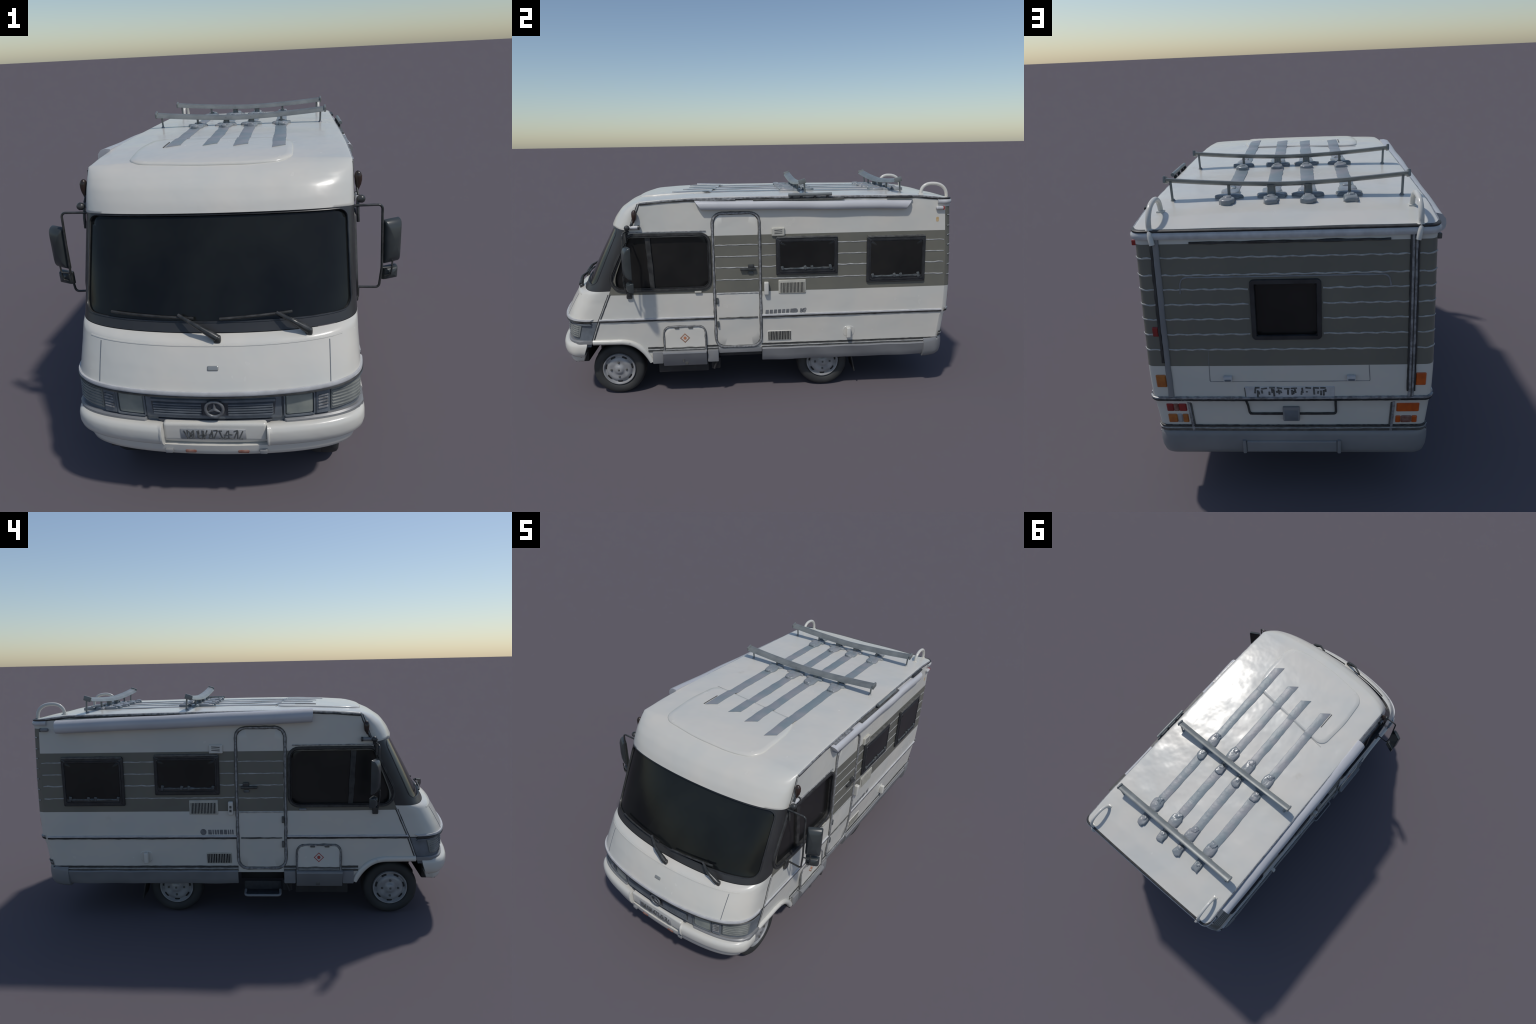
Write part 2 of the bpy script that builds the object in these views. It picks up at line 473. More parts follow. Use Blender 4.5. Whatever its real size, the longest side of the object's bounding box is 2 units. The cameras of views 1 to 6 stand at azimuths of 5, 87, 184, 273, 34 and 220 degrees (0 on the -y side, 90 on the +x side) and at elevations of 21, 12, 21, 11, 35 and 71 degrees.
# lip that closes the step between grille panel and bonnet, and under the brow
def nose_step(name, za, zb, mat):
    verts = [front(u * Wf(za), za) for u in THS] + [front(u * Wf(zb), zb) for u in THS]
    return mesh(name, verts, grid_faces(2, NTH), mat, None, 60, closed=False)
nose_step("bonnet_lip", 0.4075, 0.412, RUBBER)

# roof shell together with the brow above the windscreen (one moulding)
rows = []
for z in [0.872, 0.8745, 0.882, 0.89, 0.90, 0.912, 0.924, 0.936, 0.947, 0.958, 0.968, 0.974, 0.980, 0.985, 0.989, 0.993, 0.996]:
    rows.append([front(u * Wf(interp(z, ZC, ZS)), z) for u in THS])
NR = 150
for i in range(NR):
    v = i / (NR - 1); row = []
    for u in THS:
        x = u * 0.434
        yr = rear_y(x, 0.98) - 0.004
        y = ROOF_Y0 + v * (yr - ROOF_Y0)
        wob = 0.0012 * math.sin(x * 17 + y * 5) * math.sin(y * 13 + 1.3) * (1 - abs(u)) * min(1, v * 6)
        nz_ = mnoise.noise(Vector((x * 11, y * 11, 0.3))) * 0.0011 + mnoise.noise(Vector((x * 23, y * 23, 4.1))) * 0.0004
        row.append(Vector((x, y, roof_at(x, y) + wob + nz_ * min(1, v * 8) * min(1, (1 - v) * 12) * min(1, (1 - abs(u)) * 8))))
    rows.append(row)
roof = mesh("roof", [p for r in rows for p in r], grid_faces(len(rows), NTH), WHITE, None, 75, closed=False)

# ------------------------------------------------------------------ side walls
def fender_bottom(y):
    return interp(y, [-0.83, -0.64, -0.60, -0.565, -0.54, -0.522, -0.505, -0.47, -0.468, 1.0],
                  [0.296, 0.294, 0.281, 0.254, 0.222, 0.190, 0.181, 0.181, 0.236, 0.236])
def side_patch(name, s, zlo, zhi, mat, ny, nz, y0=None, y1=None):
    verts = []
    for i in range(ny):
        t = i / (ny - 1)
        for j in range(nz):
            v = j / (nz - 1)
            # first y estimate from the mid height, then exact on the seam
            ya = seam_y(0.5) if y0 is None else y0
            y_guess = ya + t * (0.93 - ya)
            z = (zlo(y_guess) if callable(zlo) else zlo) * (1 - v) + (zhi(y_guess) if callable(zhi) else zhi) * v
            ys = seam_y(z) if y0 is None else y0
            ye = corner_start(z) if y1 is None else y1
            y = ys + t * (ye - ys)
            zl = zlo(y) if callable(zlo) else zlo; zh = zhi(y) if callable(zhi) else zhi
            z = zl * (1 - v) + zh * v
            dent = 0.0012 * math.sin(y * 9 + s) * math.sin(z * 14 + 2 * y) * (1 if 0.02 < t < 0.98 else 0)
            verts.append(Vector((s * (W(z) - taper(y, z) + dent), y, z)))
    return mesh(name, verts, grid_faces(ny, nz), mat, None, 60, closed=False)

CAB = [(-0.598, 0.838), (-0.206, 0.838), (-0.206, 0.560), (-0.672, 0.560), (-0.702, 0.625)]
CABR = [0.02, 0.045, 0.045, 0.035, 0.03]
CAB_IN = [(max(p[0], seam_y(p[1]) + 0.004), min(p[1], 0.8205)) for p in inset(CAB, 0.010)]
cab_hole = densify(fillet(CAB_IN, [0.012, 0.036, 0.036, 0.028, 0.022]), 0.02)
for s in (1, -1):
    side_patch("side_wall_upper", s, 0.822, lambda y: roof_edge(y), WHITE, 60, 8)
    outl = [(seam_y(z), z) for z in np.linspace(0.541, 0.822, 12)] + densify([(seam_y(0.822), 0.822), (corner_start(0.822), 0.822)], 0.04, False)[1:] \
        + [(corner_start(z), z) for z in np.linspace(0.822, 0.541, 12)][1:] + densify([(corner_start(0.541), 0.541), (seam_y(0.541), 0.541)], 0.04, False)[1:-1]
    holed_patch("side_stripe_panel", side(s), outl, [cab_hole], STRIPE, (50, 10))
    side_patch("side_wall_middle", s, 0.411, 0.541, WHITE, 60, 6)
    side_patch("side_wall_lower", s, lambda y: fender_bottom(y), 0.411, WHITE, 240, 8)

def rear_patch(name, z0, z1, mat, nz):
    us = []
    for q in np.linspace(-1, 1, 81):
        us.append(math.sin(q * math.pi / 2) * 0.35 + q * 0.65)
    verts = []
    for j in range(nz):
        z = z0 + (z1 - z0) * j / (nz - 1)
        for u in us: verts.append(Vector((u * W(z), rear_y(u * W(z), z), z)))
    return mesh(name, verts, grid_faces(nz, 81), mat, None, 60, closed=False)
rear_patch("rear_wall_upper", 0.938, 0.982, WHITE, 3)
rw_hole = densify(fillet(rect(-0.090, 0.644, 0.090, 0.816), 0.008), 0.02)
def rear_u(a, z, h): return rear(max(-1, min(1, (0.72 * a + 0.28 * math.sin(a * math.pi / 2)))) * W(z), z, h)
def rear_inv(x, z):
    lo, hi = -1.0, 1.0
    for _ in range(40):
        mid_ = (lo + hi) / 2
        if (0.72 * mid_ + 0.28 * math.sin(mid_ * math.pi / 2)) * W(z) < x: lo = mid_
        else: hi = mid_
    return lo
ro = densify(rect(-1, 0.541, 1, 0.938), 0.0251)
rear_panel = holed_patch("rear_stripe_panel", rear_u, ro, [[(rear_inv(p[0], p[1]), p[1]) for p in rw_hole]], STRIPE, (80, 14))
rear_patch("rear_wall_middle", 0.411, 0.541, WHITE, 5)
rear_patch("rear_wall_lower", 0.236, 0.411, WHITE, 8)

# ------------------------------------------------------------------ mouldings round the body
def loop_path(z, front_too=False):
    pass
for s in (1, -1):
    m = side(s)
    y_end = lambda z: corner_start(z)
    # waist moulding, broken at the door
    for a, b in ((-0.765, -0.20), (0.036, 0.945)):
        ribbon("waist_moulding", m, [(a if a > -0.7 else seam_y(0.418), 0.4185), (b, 0.4185)], 0.009, 0, 0.0055, BRIGHT, seed=3, wob=0.1)
        ribbon("waist_rubber", m, [(a if a > -0.7 else seam_y(0.41), 0.4095), (b, 0.4095)], 0.008, 0, 0.0045, RUBBER, seed=4, wob=0.25)
    # sill trim: dark band with pale bead
    for a, b in ((-0.532, -0.449), (-0.244, -0.183), (0.034, 0.935)):
        ribbon("sill_trim", m, [(a, 0.2555), (b, 0.2555)], 0.026, 0, 0.003, SEAL, seed=5, wob=0.08, flat=0.48)
        ribbon("sill_bead", m, [(a, 0.2560), (b, 0.2560)], 0.005, 0.002, 0.0055, LINE, seed=6, wob=0.3)
        ribbon("sill_seal", m, [(a, 0.2665), (b, 0.2665)], 0.005, 0.001, 0.004, RUBBER, seed=7, wob=0.3)
    # roof edge rail and slanted nose joint
    ribbon("roof_edge_rail", m, [(y, roof_edge(y) - 0.004) for y in np.linspace(-0.53, 0.94, 60)], 0.008, -0.002, 0.005, ALU, seed=8, wob=0.25)
    ribbon("roof_edge_seal", m, [(y, roof_edge(y) - 0.0105) for y in np.linspace(-0.53, 0.94, 60)], 0.006, 0, 0.0035, RUBBER, seed=9, wob=0.4)
    for zlo, zhi in ((0.298, 0.545), (0.862, 0.982)):
        zz = np.linspace(zlo, zhi, 14)
        ribbon("nose_joint_bead", m, [(seam_y(z) + 0.001, z) for z in zz], 0.0055, -0.001, 0.003, LINE, seed=10, wob=0.2)
        ribbon("nose_joint_seal", m, [(seam_y(z) + 0.0065, z) for z in zz], 0.004, -0.001, 0.002, RUBBER, seed=11, wob=0.3)
        ribbon("nose_joint_seal", m, [(seam_y(z) - 0.004, z) for z in zz], 0.003, -0.001, 0.002, RUBBER, seed=12, wob=0.3)
    # white wheel arch lip
    lip = [(-0.797, 0.304), (-0.64, 0.302), (-0.595, 0.288), (-0.558, 0.258), (-0.532, 0.224), (-0.515, 0.192)]
    ribbon("wheel_arch_lip", m, fillet(lip, 0.03, closed=False), 0.026, -0.004, 0.012, WHITE, seed=13, flat=0.25)

# waist moulding across nose and tail
us = [u * 0.999 for u in THS]
ribbon("waist_moulding", nose, [(u * Wf(0.416), 0.4185) for u in us], 0.010, -0.001, 0.006, BRIGHT, step=0.05, seed=3)
ribbon("waist_rubber", nose, [(u * Wf(0.41), 0.4085) for u in us], 0.009, -0.004, 0.0075, RUBBER, step=0.05, seed=4)
ribbon("grille_top_bead", nose, [(u * Wf(0.40), 0.398) for u in us], 0.009, -0.001, 0.008, GRILLE, step=0.05, seed=4, wob=0.12)
RX = [0.72 * q + 0.28 * math.sin(q * math.pi / 2) ** 1 if abs(q) < 1 else q for q in np.linspace(-1, 1, 121)]
rx = [u * 0.996 for u in RX]
ribbon("waist_moulding", rear, [(u * W(0.42), 0.4215) for u in rx], 0.008, 0, 0.006, ALU, step=0.05, seed=3, wob=0.15)
ribbon("waist_rubber", rear, [(u * W(0.41), 0.4125) for u in rx], 0.009, 0, 0.0055, RUBBER, step=0.05, seed=4, wob=0.2)
ribbon("sill_trim", rear, [(u * W(0.29), 0.287) for u in rx], 0.026, 0, 0.004, SEAL, step=0.05, seed=5, flat=0.48)
ribbon("sill_bead", rear, [(u * W(0.29), 0.2885) for u in rx], 0.004, 0.002, 0.006, LINE, step=0.05, seed=6, wob=0.3)
ribbon("sill_seal", rear, [(u * W(0.29), 0.2975) for u in rx], 0.005, 0.001, 0.005, RUBBER, step=0.05, seed=7, wob=0.3)

# pale beads between the grey boards
BEADS = [0.776, 0.720, 0.665, 0.605]
def bead(mp, a0, a1, z, sd, parent=None, name="stripe_bead"):
    n = max(2, int(abs(a1 - a0) / 0.02))
    rr = random.Random(sd)
    path = [(a0 + (a1 - a0) * i / n, z + rr.uniform(-0.0014, 0.0014)) for i in range(n + 1)]
    return ribbon(name, mp, path, 0.0050, 0, 0.0014, LINE, parent, step=1, wob=0.30, seed=sd)
for s in (1, -1):
    m = side(s)
    for k, z in enumerate(BEADS):
        for a, b in ((0.042, 0.110), (0.414, 0.557), (0.850, 0.944)) if z > 0.63 else ((0.042, 0.557), (0.850, 0.944)):
            bead(m, a, b, z, 20 + k)
for k, z in enumerate([0.896, 0.843, 0.798, 0.750, 0.702, 0.651, 0.599]):
    w_ = W(z)
    for a, b in ((-0.996, -0.106 / w_), (0.106 / w_, 0.996)) if 0.63 < z < 0.83 else ((-0.996, 0.996),):
        ribbon("stripe_bead", rear, [(u * w_, z + 0.0012 * math.sin(i * 0.9 + k)) for i, u in enumerate(rx) if a - 1e-6 <= u <= b + 1e-6], 0.0050, 0, 0.0014, LINE, step=1, wob=0.25, seed=40 + k)

# ------------------------------------------------------------------ windscreen, wipers
plate("windscreen", nose, [(-0.417, 0.584), (0.417, 0.584), (0.411, 0.869), (-0.411, 0.869)], 0.028, -0.018, -0.006, GLASS, surround, bv=0.001, step=0.015, rings=16)
ribbon("windscreen_seal", nose, fillet([(-0.417, 0.584), (0.417, 0.584), (0.411, 0.8685), (-0.411, 0.8685)], 0.029), 0.005, -0.001, 0.0018, FRAME, surround, closed=True, step=0.015)

for piv, tip, b0, b1 in (((0.018, 0.550), (-0.10, 0.602), (-0.312, 0.600), (-0.055, 0.594)), ((0.283, 0.553), (0.188, 0.603), (0.022, 0.592), (0.234, 0.603))):
    wip = bpy.data.objects.new("wiper", None); COL.objects.link(wip); wip.parent = ROOT
    A = front(piv[0], piv[1]) + Vector((0, -0.012, 0.008)); B = front(tip[0], tip[1], 0.014)
    mid = A.lerp(B, 0.5) + Vector((0, -0.012, 0.008))
    pts = [A.lerp(mid, t * 2) if t < .5 else mid.lerp(B, t * 2 - 1) for t in np.linspace(0, 1, 9)]
    tube("wiper_arm", pts, [0.0115, 0.0115, 0.010, 0.0088, 0.0075, 0.0065, 0.0058, 0.0055, 0.005], ARM, wip)
    box("wiper_pivot", A + Vector((0, 0.004, -0.006)), (0.022, 0.018, 0.024), ARM, wip, 0.008, 3)
    bl = [front(b0[0] + (b1[0] - b0[0]) * t, b0[1] + (b1[1] - b0[1]) * t, 0.010) for t in np.linspace(0, 1, 16)]
    tube("wiper_blade", bl, 0.0042, RUBBER, wip, n=6)

# bonnet details
for s in (1, -1):
    ribbon("bonnet_seam", nose, [(s * 0.343, 0.425), (s * 0.343, 0.530)], 0.003, -0.002, 0.0010, GRILLE, bonnet)
ribbon("bonnet_seam", nose, [(x, 0.536) for x in np.linspace(-0.38, 0.38, 30)], 0.004, -0.002, 0.0015, WHITE, bonnet)
plate("bonnet_badge", nose, rect(-0.010, 0.476, 0.022, 0.488), 0.003, -0.001, 0.004, BADGE, bonnet)

# ------------------------------------------------------------------ grille, lamps, emblem
plate("grille_frame", nose, [(-0.205, 0.316), (0.200, 0.316), (0.200, 0.394), (-0.205, 0.394)], 0.006, -0.002, 0.008, GRILLE, grille_panel, bv=0.003)
plate("grille_recess", nose, [(-0.182, 0.330), (0.178, 0.330), (0.183, 0.386), (-0.187, 0.386)], 0.004, 0.004, 0.0095, GDARK, grille_panel, bv=0.001)
for i in range(5):
    z = 0.3365 + i * 0.0085
    for a, b in ((-0.178, -0.034), (0.044, 0.174)):
        ribbon("grille_slat", nose, [(a, z), (b, z)], 0.0055, 0.008, 0.0155, GRILLE, grille_panel)
ribbon("grille_slat", nose, [(-0.185, 0.3815), (0.181, 0.3815)], 0.010, 0.008, 0.013, GRILLE, grille_panel)
# emblem: ring with a three-armed star
cx, cz = 0.005, 0.3625
ey = front(cx, cz, 0.021)
ring = [ey + Vector((0.0255 * math.cos(a), 0, 0.0255 * math.sin(a))) for a in np.linspace(0, 2 * math.pi, 32, endpoint=False)]
emblem = tube("grille_emblem", ring, 0.0050, EMBLEM, grille_panel, n=8, closed=True)
box("emblem_disc", ey + Vector((0, 0.008, 0)), (0.044, 0.012, 0.044), GDARK, emblem, 0.008, 3)
for k in range(3):
    a = math.pi / 2 + k * 2 * math.pi / 3
    tube("emblem_arm", [ey, ey + Vector((0.0235 * math.cos(a), 0, 0.0235 * math.sin(a)))], [0.0062, 0.0018], EMBLEM, emblem, n=6)
# lower chin under the grille
plate("grille_chin", nose, [(-0.150, 0.296), (0.150, 0.296), (0.172, 0.314), (-0.172, 0.314)], 0.003, -0.002, 0.010, GDARK, grille_panel)
for s in (1, -1):
    plate("headlight", nose, rect(s * 0.211, 0.325, s * 0.290, 0.391), 0.006, -0.002, 0.008, LENS, grille_panel, bv=0.003)
    ribbon("headlight_frame", nose, fillet(rect(s * 0.207, 0.321, s * 0.294, 0.395), 0.006), 0.006, -0.001, 0.010, GRILLE, grille_panel, closed=True)
    vent = plate("lamp_vent", nose, rect(s * 0.298, 0.320, s * 0.338, 0.396), 0.004, -0.002, 0.010, GRILLE, grille_panel)
    for i in range(5):
        z = 0.340 + i * 0.010
        ribbon("lamp_vent_rib", nose, [(s * 0.304, z), (s * 0.332, z + 0.002)], 0.005, 0.009, 0.014, ALU, vent)
    plate("front_indicator", nose, [(s * 0.343, 0.325), (s * 0.432, 0.330), (s * 0.435, 0.395), (s * 0.343, 0.395)], 0.004, -0.002, 0.006, ALENS, grille_panel, step=0.008, rings=8)
    for i in range(6):
        z = 0.336 + i * 0.010
        ribbon("indicator_rib", nose, [(s * x, z) for x in np.linspace(0.347, 0.430, 14)], 0.0035, 0.005, 0.0085, ALENS, grille_panel, step=1)
    plate("lamp_apron", nose, [(s * 0.206, 0.292), (s * 0.44, 0.296), (s * 0.44, 0.316), (s * 0.206, 0.314)], 0.003, -0.002, 0.014, SKIRT, grille_panel, step=0.01, rings=8, bv=0.005)

# ------------------------------------------------------------------ front bumper with number plate
def bumper_plan(t):     # t in -1..1, returns plan point and outward normal
    def pt(a):
        u = math.sin(a * math.pi / 2); c = math.cos(a * math.pi / 2)
        return Vector((0.452 * u, -0.826 - 0.176 * max(0, c) ** 0.56, 0))
    p = pt(t); e = 0.01
    d = pt(min(1, t + e)) - pt(max(-1, t - e))
    n = Vector((d.y, -d.x, 0)).normalized()
    return p, n
def sweep_bumper(name, prof_fn, ts, mat, parent=None):
    verts = []; m = None
    for t in ts:
        p, n = bumper_plan(t)
        pr = prof_fn(t); m = len(pr)
        cut = max(0.0, (abs(t) - 0.75) / 0.25) ** 2 * 0.36      # raked rear edge of the bumper ends
        for d, z in pr: verts.append(p + n * d + Vector((0, -max(0.0, 0.290 - z) * cut, z)))
    faces = []
    for i in range(len(ts) - 1):
        for k in range(m):
            l = (k + 1) % m
            faces.append((i * m + k, (i + 1) * m + k, (i + 1) * m + l, i * m + l))
    faces.append(tuple(range(m))); faces.append(tuple((len(ts) - 1) * m + k for k in range(m))[::-1])
    return mesh(name, verts, faces, mat, parent, 45)
ts = [math.copysign(1 - (1 - abs(q)) ** 1.3, q) for q in np.linspace(-1, 1, 71)]
ts = sorted(ts + [sg * v for sg in (1, -1) for v in (0.2228, 0.2258, 0.2330, 0.2360)])
def roll(t):
    d0 = -0.016 if abs(t) < 0.2243 else (0.003 if abs(t) < 0.2345 else 0.0)   # recessed middle carries the plate
    q_ = -0.060 + 0.040 * max(0.0, (abs(t) - 0.62) / 0.38) ** 0.8
    return [(q_, 0.292), (max(q_, -0.030 + d0), 0.304), (-0.014 + d0, 0.305), (-0.004 + d0, 0.298), (d0, 0.284), (0.000 + d0, 0.262), (-0.005 + d0, 0.244), (-0.016 + d0, 0.231), (min(q_, -0.020 + d0), 0.227)]
bumper = sweep_bumper("front_bumper", roll, ts, WHITE)
def valance(t):
    k = abs(t) ** 3
    e_ = max(0.0, (abs(t) - 0.72) / 0.28) ** 2 * 0.004
    q_ = -0.066
    return [(q_, 0.234), (-0.015 - 0.016 * k, 0.234), (-0.017 - 0.018 * k, 0.214 + e_ * 0.4), (-0.021 - 0.020 * k, 0.198 + e_), (-0.032 - 0.018 * k, 0.190 + e_), (q_, 0.191 + e_)]
sweep_bumper("bumper_valance", valance, ts, WHITE, bumper)
verts = []
holder = box("plate_holder", (0.001, -0.964, 0.2815), (0.308, 0.040, 0.062), WHITE, bumper, 0.010, 3)
plate_grey = box("number_plate", (-0.004, -0.9845, 0.2755), (0.196, 0.004, 0.038), PLATEGREY, bumper, 0.0015, 1)
for x in (-0.142, 0.143): box("tow_eye_cover", (x, -0.982, 0.213), (0.024, 0.014, 0.014), SKIRT, bumper, 0.004)
for x in (-0.076, 0.083):
    box("lower_reflector", (x, -0.9815, 0.2115), (0.034, 0.012, 0.0095), RUSTRED, bumper, 0.004)

def glyphs(name, mp, a0, a1, b0, b1, count, mat, parent, seed, h0, h1, fill=0.5, slant=0.0):
    """row of worn, unreadable characters made of short raised strokes"""
    rr = random.Random(seed); parts = []
    cw = (a1 - a0) / count
    for i in range(count):
        x0 = a0 + cw * (i + 0.12); x1 = a0 + cw * (i + 0.88)
        hgt = b1 - b0
        segs = [((x0, b0), (x0, b1)), ((x1, b0), (x1, b1)), ((x0, b1), (x1, b1)), ((x0, b0), (x1, b0)), ((x0, (b0 + b1) / 2), (x1, (b0 + b1) / 2)), ((x0, b0), (x1, b1)), ((x0, b1), (x1, b0))]
        if fill < 0.45:      # badly worn: only upright and slanting scraps survive
            segs = [((x0 + (x1 - x0) * q, b0 + hgt * rr.uniform(0, .5)), (x0 + (x1 - x0) * (q + rr.uniform(-.15, .15)), b0 + hgt * rr.uniform(.6, 1))) for q in (0.1, 0.45, 0.8)] + [((x0, b1), (x1, b1))]
        rr.shuffle(segs)
        for p, q in segs[:rr.choice([2, 3, 3, 4]) if fill < 0.7 else 5]:
            j = lambda v: (v[0] + rr.uniform(-.08, .08) * cw + slant * (v[1] - b0), v[1] + rr.uniform(-.10, .05) * hgt)
            parts.append(ribbon("stroke", mp, [j(p), j(q)], abs(cw) * (0.26 if fill < 0.7 else 0.34), h0, h1 * rr.uniform(0.85, 1.15), mat, parent, step=1))
    return join(name, parts, mat, parent, "stuff")
glyphs("plate_lettering", lambda a, b, h: Vector((a, -0.9864 - h, b)), -0.094, 0.086, 0.2615, 0.2900, 12, DARKINK, plate_grey, 12, 0.0, 0.0012, 0.6)

# ------------------------------------------------------------------ side openings and fittings
for s in (1, -1):
    m = side(s)
    tag = s
    # ---- cab window
    cw_ = plate("cab_window", m, inset(CAB, 0.004), CABR, -0.022, -0.014, PANE, rings=8)
    reveal("cab_window_reveal", m, cab_hole, 0.001, -0.016, RUBBER, cw_)
    ribbon("cab_window_seal", m, fillet(inset(CAB, 0.004), CABR), 0.013, -0.001, 0.007, RUBBER, cw_, closed=True)
    ribbon("cab_window_bead", m, fillet(inset(CAB, 0.013), [max(.005, r - .01) for r in CABR]), 0.003, 0.001, 0.006, FRAME, cw_, closed=True, wob=0.2)
    ribbon("cab_window_divider", m, [(-0.492, 0.566), (-0.505, 0.832)], 0.026, -0.016, -0.006, RUBBER, cw_, wob=0.1, flat=0.45)
    ribbon("cab_window_bead", m, [(-0.600, 0.8465), (-0.225, 0.8465)], 0.005, 0.0, 0.005, ALU, cw_, wob=0.25)
    box("window_grip", m(-0.272, 0.549, 0.004), (0.012, 0.034, 0.009), BEIGE if s > 0 else SKIRT, cw_, 0.003)
    # ---- habitation door: leaf, frame, handle
    door = plate("door", m, rect(-0.188, 0.262, 0.027, 0.924), 0.042, -0.002, 0.0015, WHITE, rings=8)
    plate("door_stripe_panel", m, rect(-0.185, 0.541, 0.024, 0.822), 0.001, 0.0, 0.0026, STRIPE, door, bv=0.0004, rings=6)
    DF = fillet(rect(-0.193, 0.257, 0.032, 0.929), 0.046)
    ribbon("door_frame_seal", m, DF, 0.0155, -0.001, 0.0035, SEAL, door, closed=True, seed=31, wob=0.15)
    ribbon("door_frame", m, DF, 0.0085, 0.0015, 0.0085, ALU, door, closed=True, seed=32, wob=0.2)
    for k, z in enumerate(BEADS): bead(lambda a, b, h: m(a, b, h + 0.0026), -0.183, 0.022, z - 0.001, 60 + k, door, "door_bead")
    ribbon("door_bead", lambda a, b, h: m(a, b, h + 0.0018), [(-0.183, 0.536), (0.022, 0.536)], 0.006, 0, 0.002, LINE, door, wob=0.4, seed=66, step=0.012)
    ribbon("door_waist_rubber", m, [(-0.176, 0.410), (0.016, 0.410)], 0.008, 0.0, 0.0045, SEAL, door, wob=0.35, seed=67)
    box("door_handle", m(-0.026, 0.655, 0.010), (0.016, 0.078, 0.012), ARM, door, 0.005, 2)
    box("door_lock", m(-0.012, 0.668, 0.007), (0.012, 0.030, 0.022), ARM, door, 0.006, 2)
    box("door_lock", m(-0.014, 0.637, 0.005), (0.009, 0.026, 0.014), LATCH, door, 0.005, 2)
    for z in (0.38, 0.50): box("door_hinge", m(-0.180, z, 0.005), (0.010, 0.010, 0.032), LATCH if s > 0 else SEAL, door, 0.003)
    # ---- two hinged acrylic windows
    for y0, y1, z0, z1 in ((0.1105, 0.4125, 0.621, 0.806), (0.557, 0.849, 0.571, 0.799)):
        win = plate("side_window", m, rect(y0, z0, y1, z1), 0.006, -0.002, 0.011, FRAME, bv=0.004, rings=6)
        plate("window_pane", m, rect(y0 + 0.020, z0 + 0.034, y1 - 0.018, z1 - 0.022), 0.010, 0.009, 0.0125, PANE, win, bv=0.001)
        ribbon("window_bead", m, fillet(rect(y0 + 0.014, z0 + 0.016, y1 - 0.013, z1 - 0.016), 0.012), 0.006, 0.009, 0.0145, FRAME, win, closed=True, wob=0.2)
        ribbon("window_hinge_rail", m, [(y0 + 0.004, z1 + 0.001), (y1 - 0.004, z1 + 0.001)], 0.010, 0.0, 0.014, SEAL, win, wob=0.15)
        ribbon("window_stay_rail", m, [(y0 + 0.03, z0 + 0.032), (y1 - 0.03, z0 + 0.032)], 0.010, 0.010, 0.0145, LATCH, win, wob=0.3)
        for f in (0.10, 0.47, 0.58, 0.88):
            yy = y0 + (y1 - y0) * f
            box("window_latch", m(yy, z0 + 0.036, 0.014), (0.008, 0.014, 0.020 + 0.006 * (f > 0.8)), LATCH, win, 0.004, 2, rot=(0.25, 0, 0))
    # ---- vents, switch box, filler
    sv = plate("small_vent", m, rect(0.091, 0.814, 0.154, 0.854), 0.004, -0.001, 0.010, BEIGE if s > 0 else WHITE, bv=0.003)
    for i in range(3):
        ribbon("vent_slot", m, [(0.104, 0.826 + i * 0.008), (0.142, 0.829 + i * 0.008)], 0.0035, 0.009, 0.0112, SEAL, sv, wob=0.3, seed=i)
    bv_ = plate("wall_vent", m, rect(0.121, 0.526, 0.256, 0.595), 0.004, -0.001, 0.004, BEIGE, bv=0.002)
    plate("vent_cavity", m, rect(0.130, 0.531, 0.248, 0.582), 0.002, 0.002, 0.0048, HOLE, bv_, bv=0.0005)
    for i in range(17):
        y = 0.1335 + i * 0.0069
        ribbon("vent_slat", m, [(y, 0.531), (y + rng.uniform(-.0008, .0008), 0.582)], 0.0029, 0.004, 0.0068, BEIGE, bv_, step=1)
    lv = plate("floor_vent", m, rect(0.063, 0.281, 0.184, 0.333 if s > 0 else 0.337), 0.004, -0.001, 0.0018, BEIGE if s < 0 else WHITE, bv=0.001)
    plate("vent_cavity", m, rect(0.067, 0.284, 0.180, 0.330), 0.003, 0.001, 0.0026, HOLE, lv, bv=0.0004)
    for i in range(14):
        y = 0.071 + i * 0.0079
        ribbon("vent_slat", m, [(y, 0.284), (y + rng.uniform(-.0015, .0015), 0.330)], 0.0026, 0.002, 0.0040, BEIGE, lv, step=1)
    sw = box("socket_box", m(0.061, 0.558, 0.010), (0.024, 0.023, 0.064), WHITE, None, 0.006, 3)
    if s < 0:
        for z in (0.566, 0.548): box("socket_hole", m(0.061, z, 0.0225), (0.004, 0.010, 0.012), SEAL, sw, 0.001)
    fl = plate("filler_plate", m, rect(0.444, 0.290, 0.504, 0.345), 0.02, -0.001, 0.002, WHITE)
    box("filler_latch", m(0.472, 0.314, 0.012), (0.024, 0.021, 0.054), WHITE, fl, 0.006, 3)
    # ---- faded lettering above the waist moulding
    if s > 0:
        parts = []
        for i in range(7):
            y0 = 0.054 + i * 0.0205; z0 = 0.4245 + i * 0.0004
            parts.append(plate("letter", m, [(y0, z0), (y0 + 0.0165, z0), (y0 + 0.0175, z0 + 0.020), (y0 + 0.002, z0 + 0.020)], 0.002, -0.0005, 0.0008, INK, None, bv=0.0002, rings=2))
        parts.append(plate("letter", m, [(0.182, 0.4255), (0.218, 0.4265), (0.214, 0.449), (0.186, 0.448)], 0.011, -0.0005, 0.0010, INK, None, bv=0.0002, rings=2))
        join("side_lettering", parts, INK, ROOT)
        glyphs("model_lettering", m, 0.226, 0.254, 0.428, 0.447, 2, INK, ROOT, 5, 0, 0.0008, 0.8, 0.25)
    else:
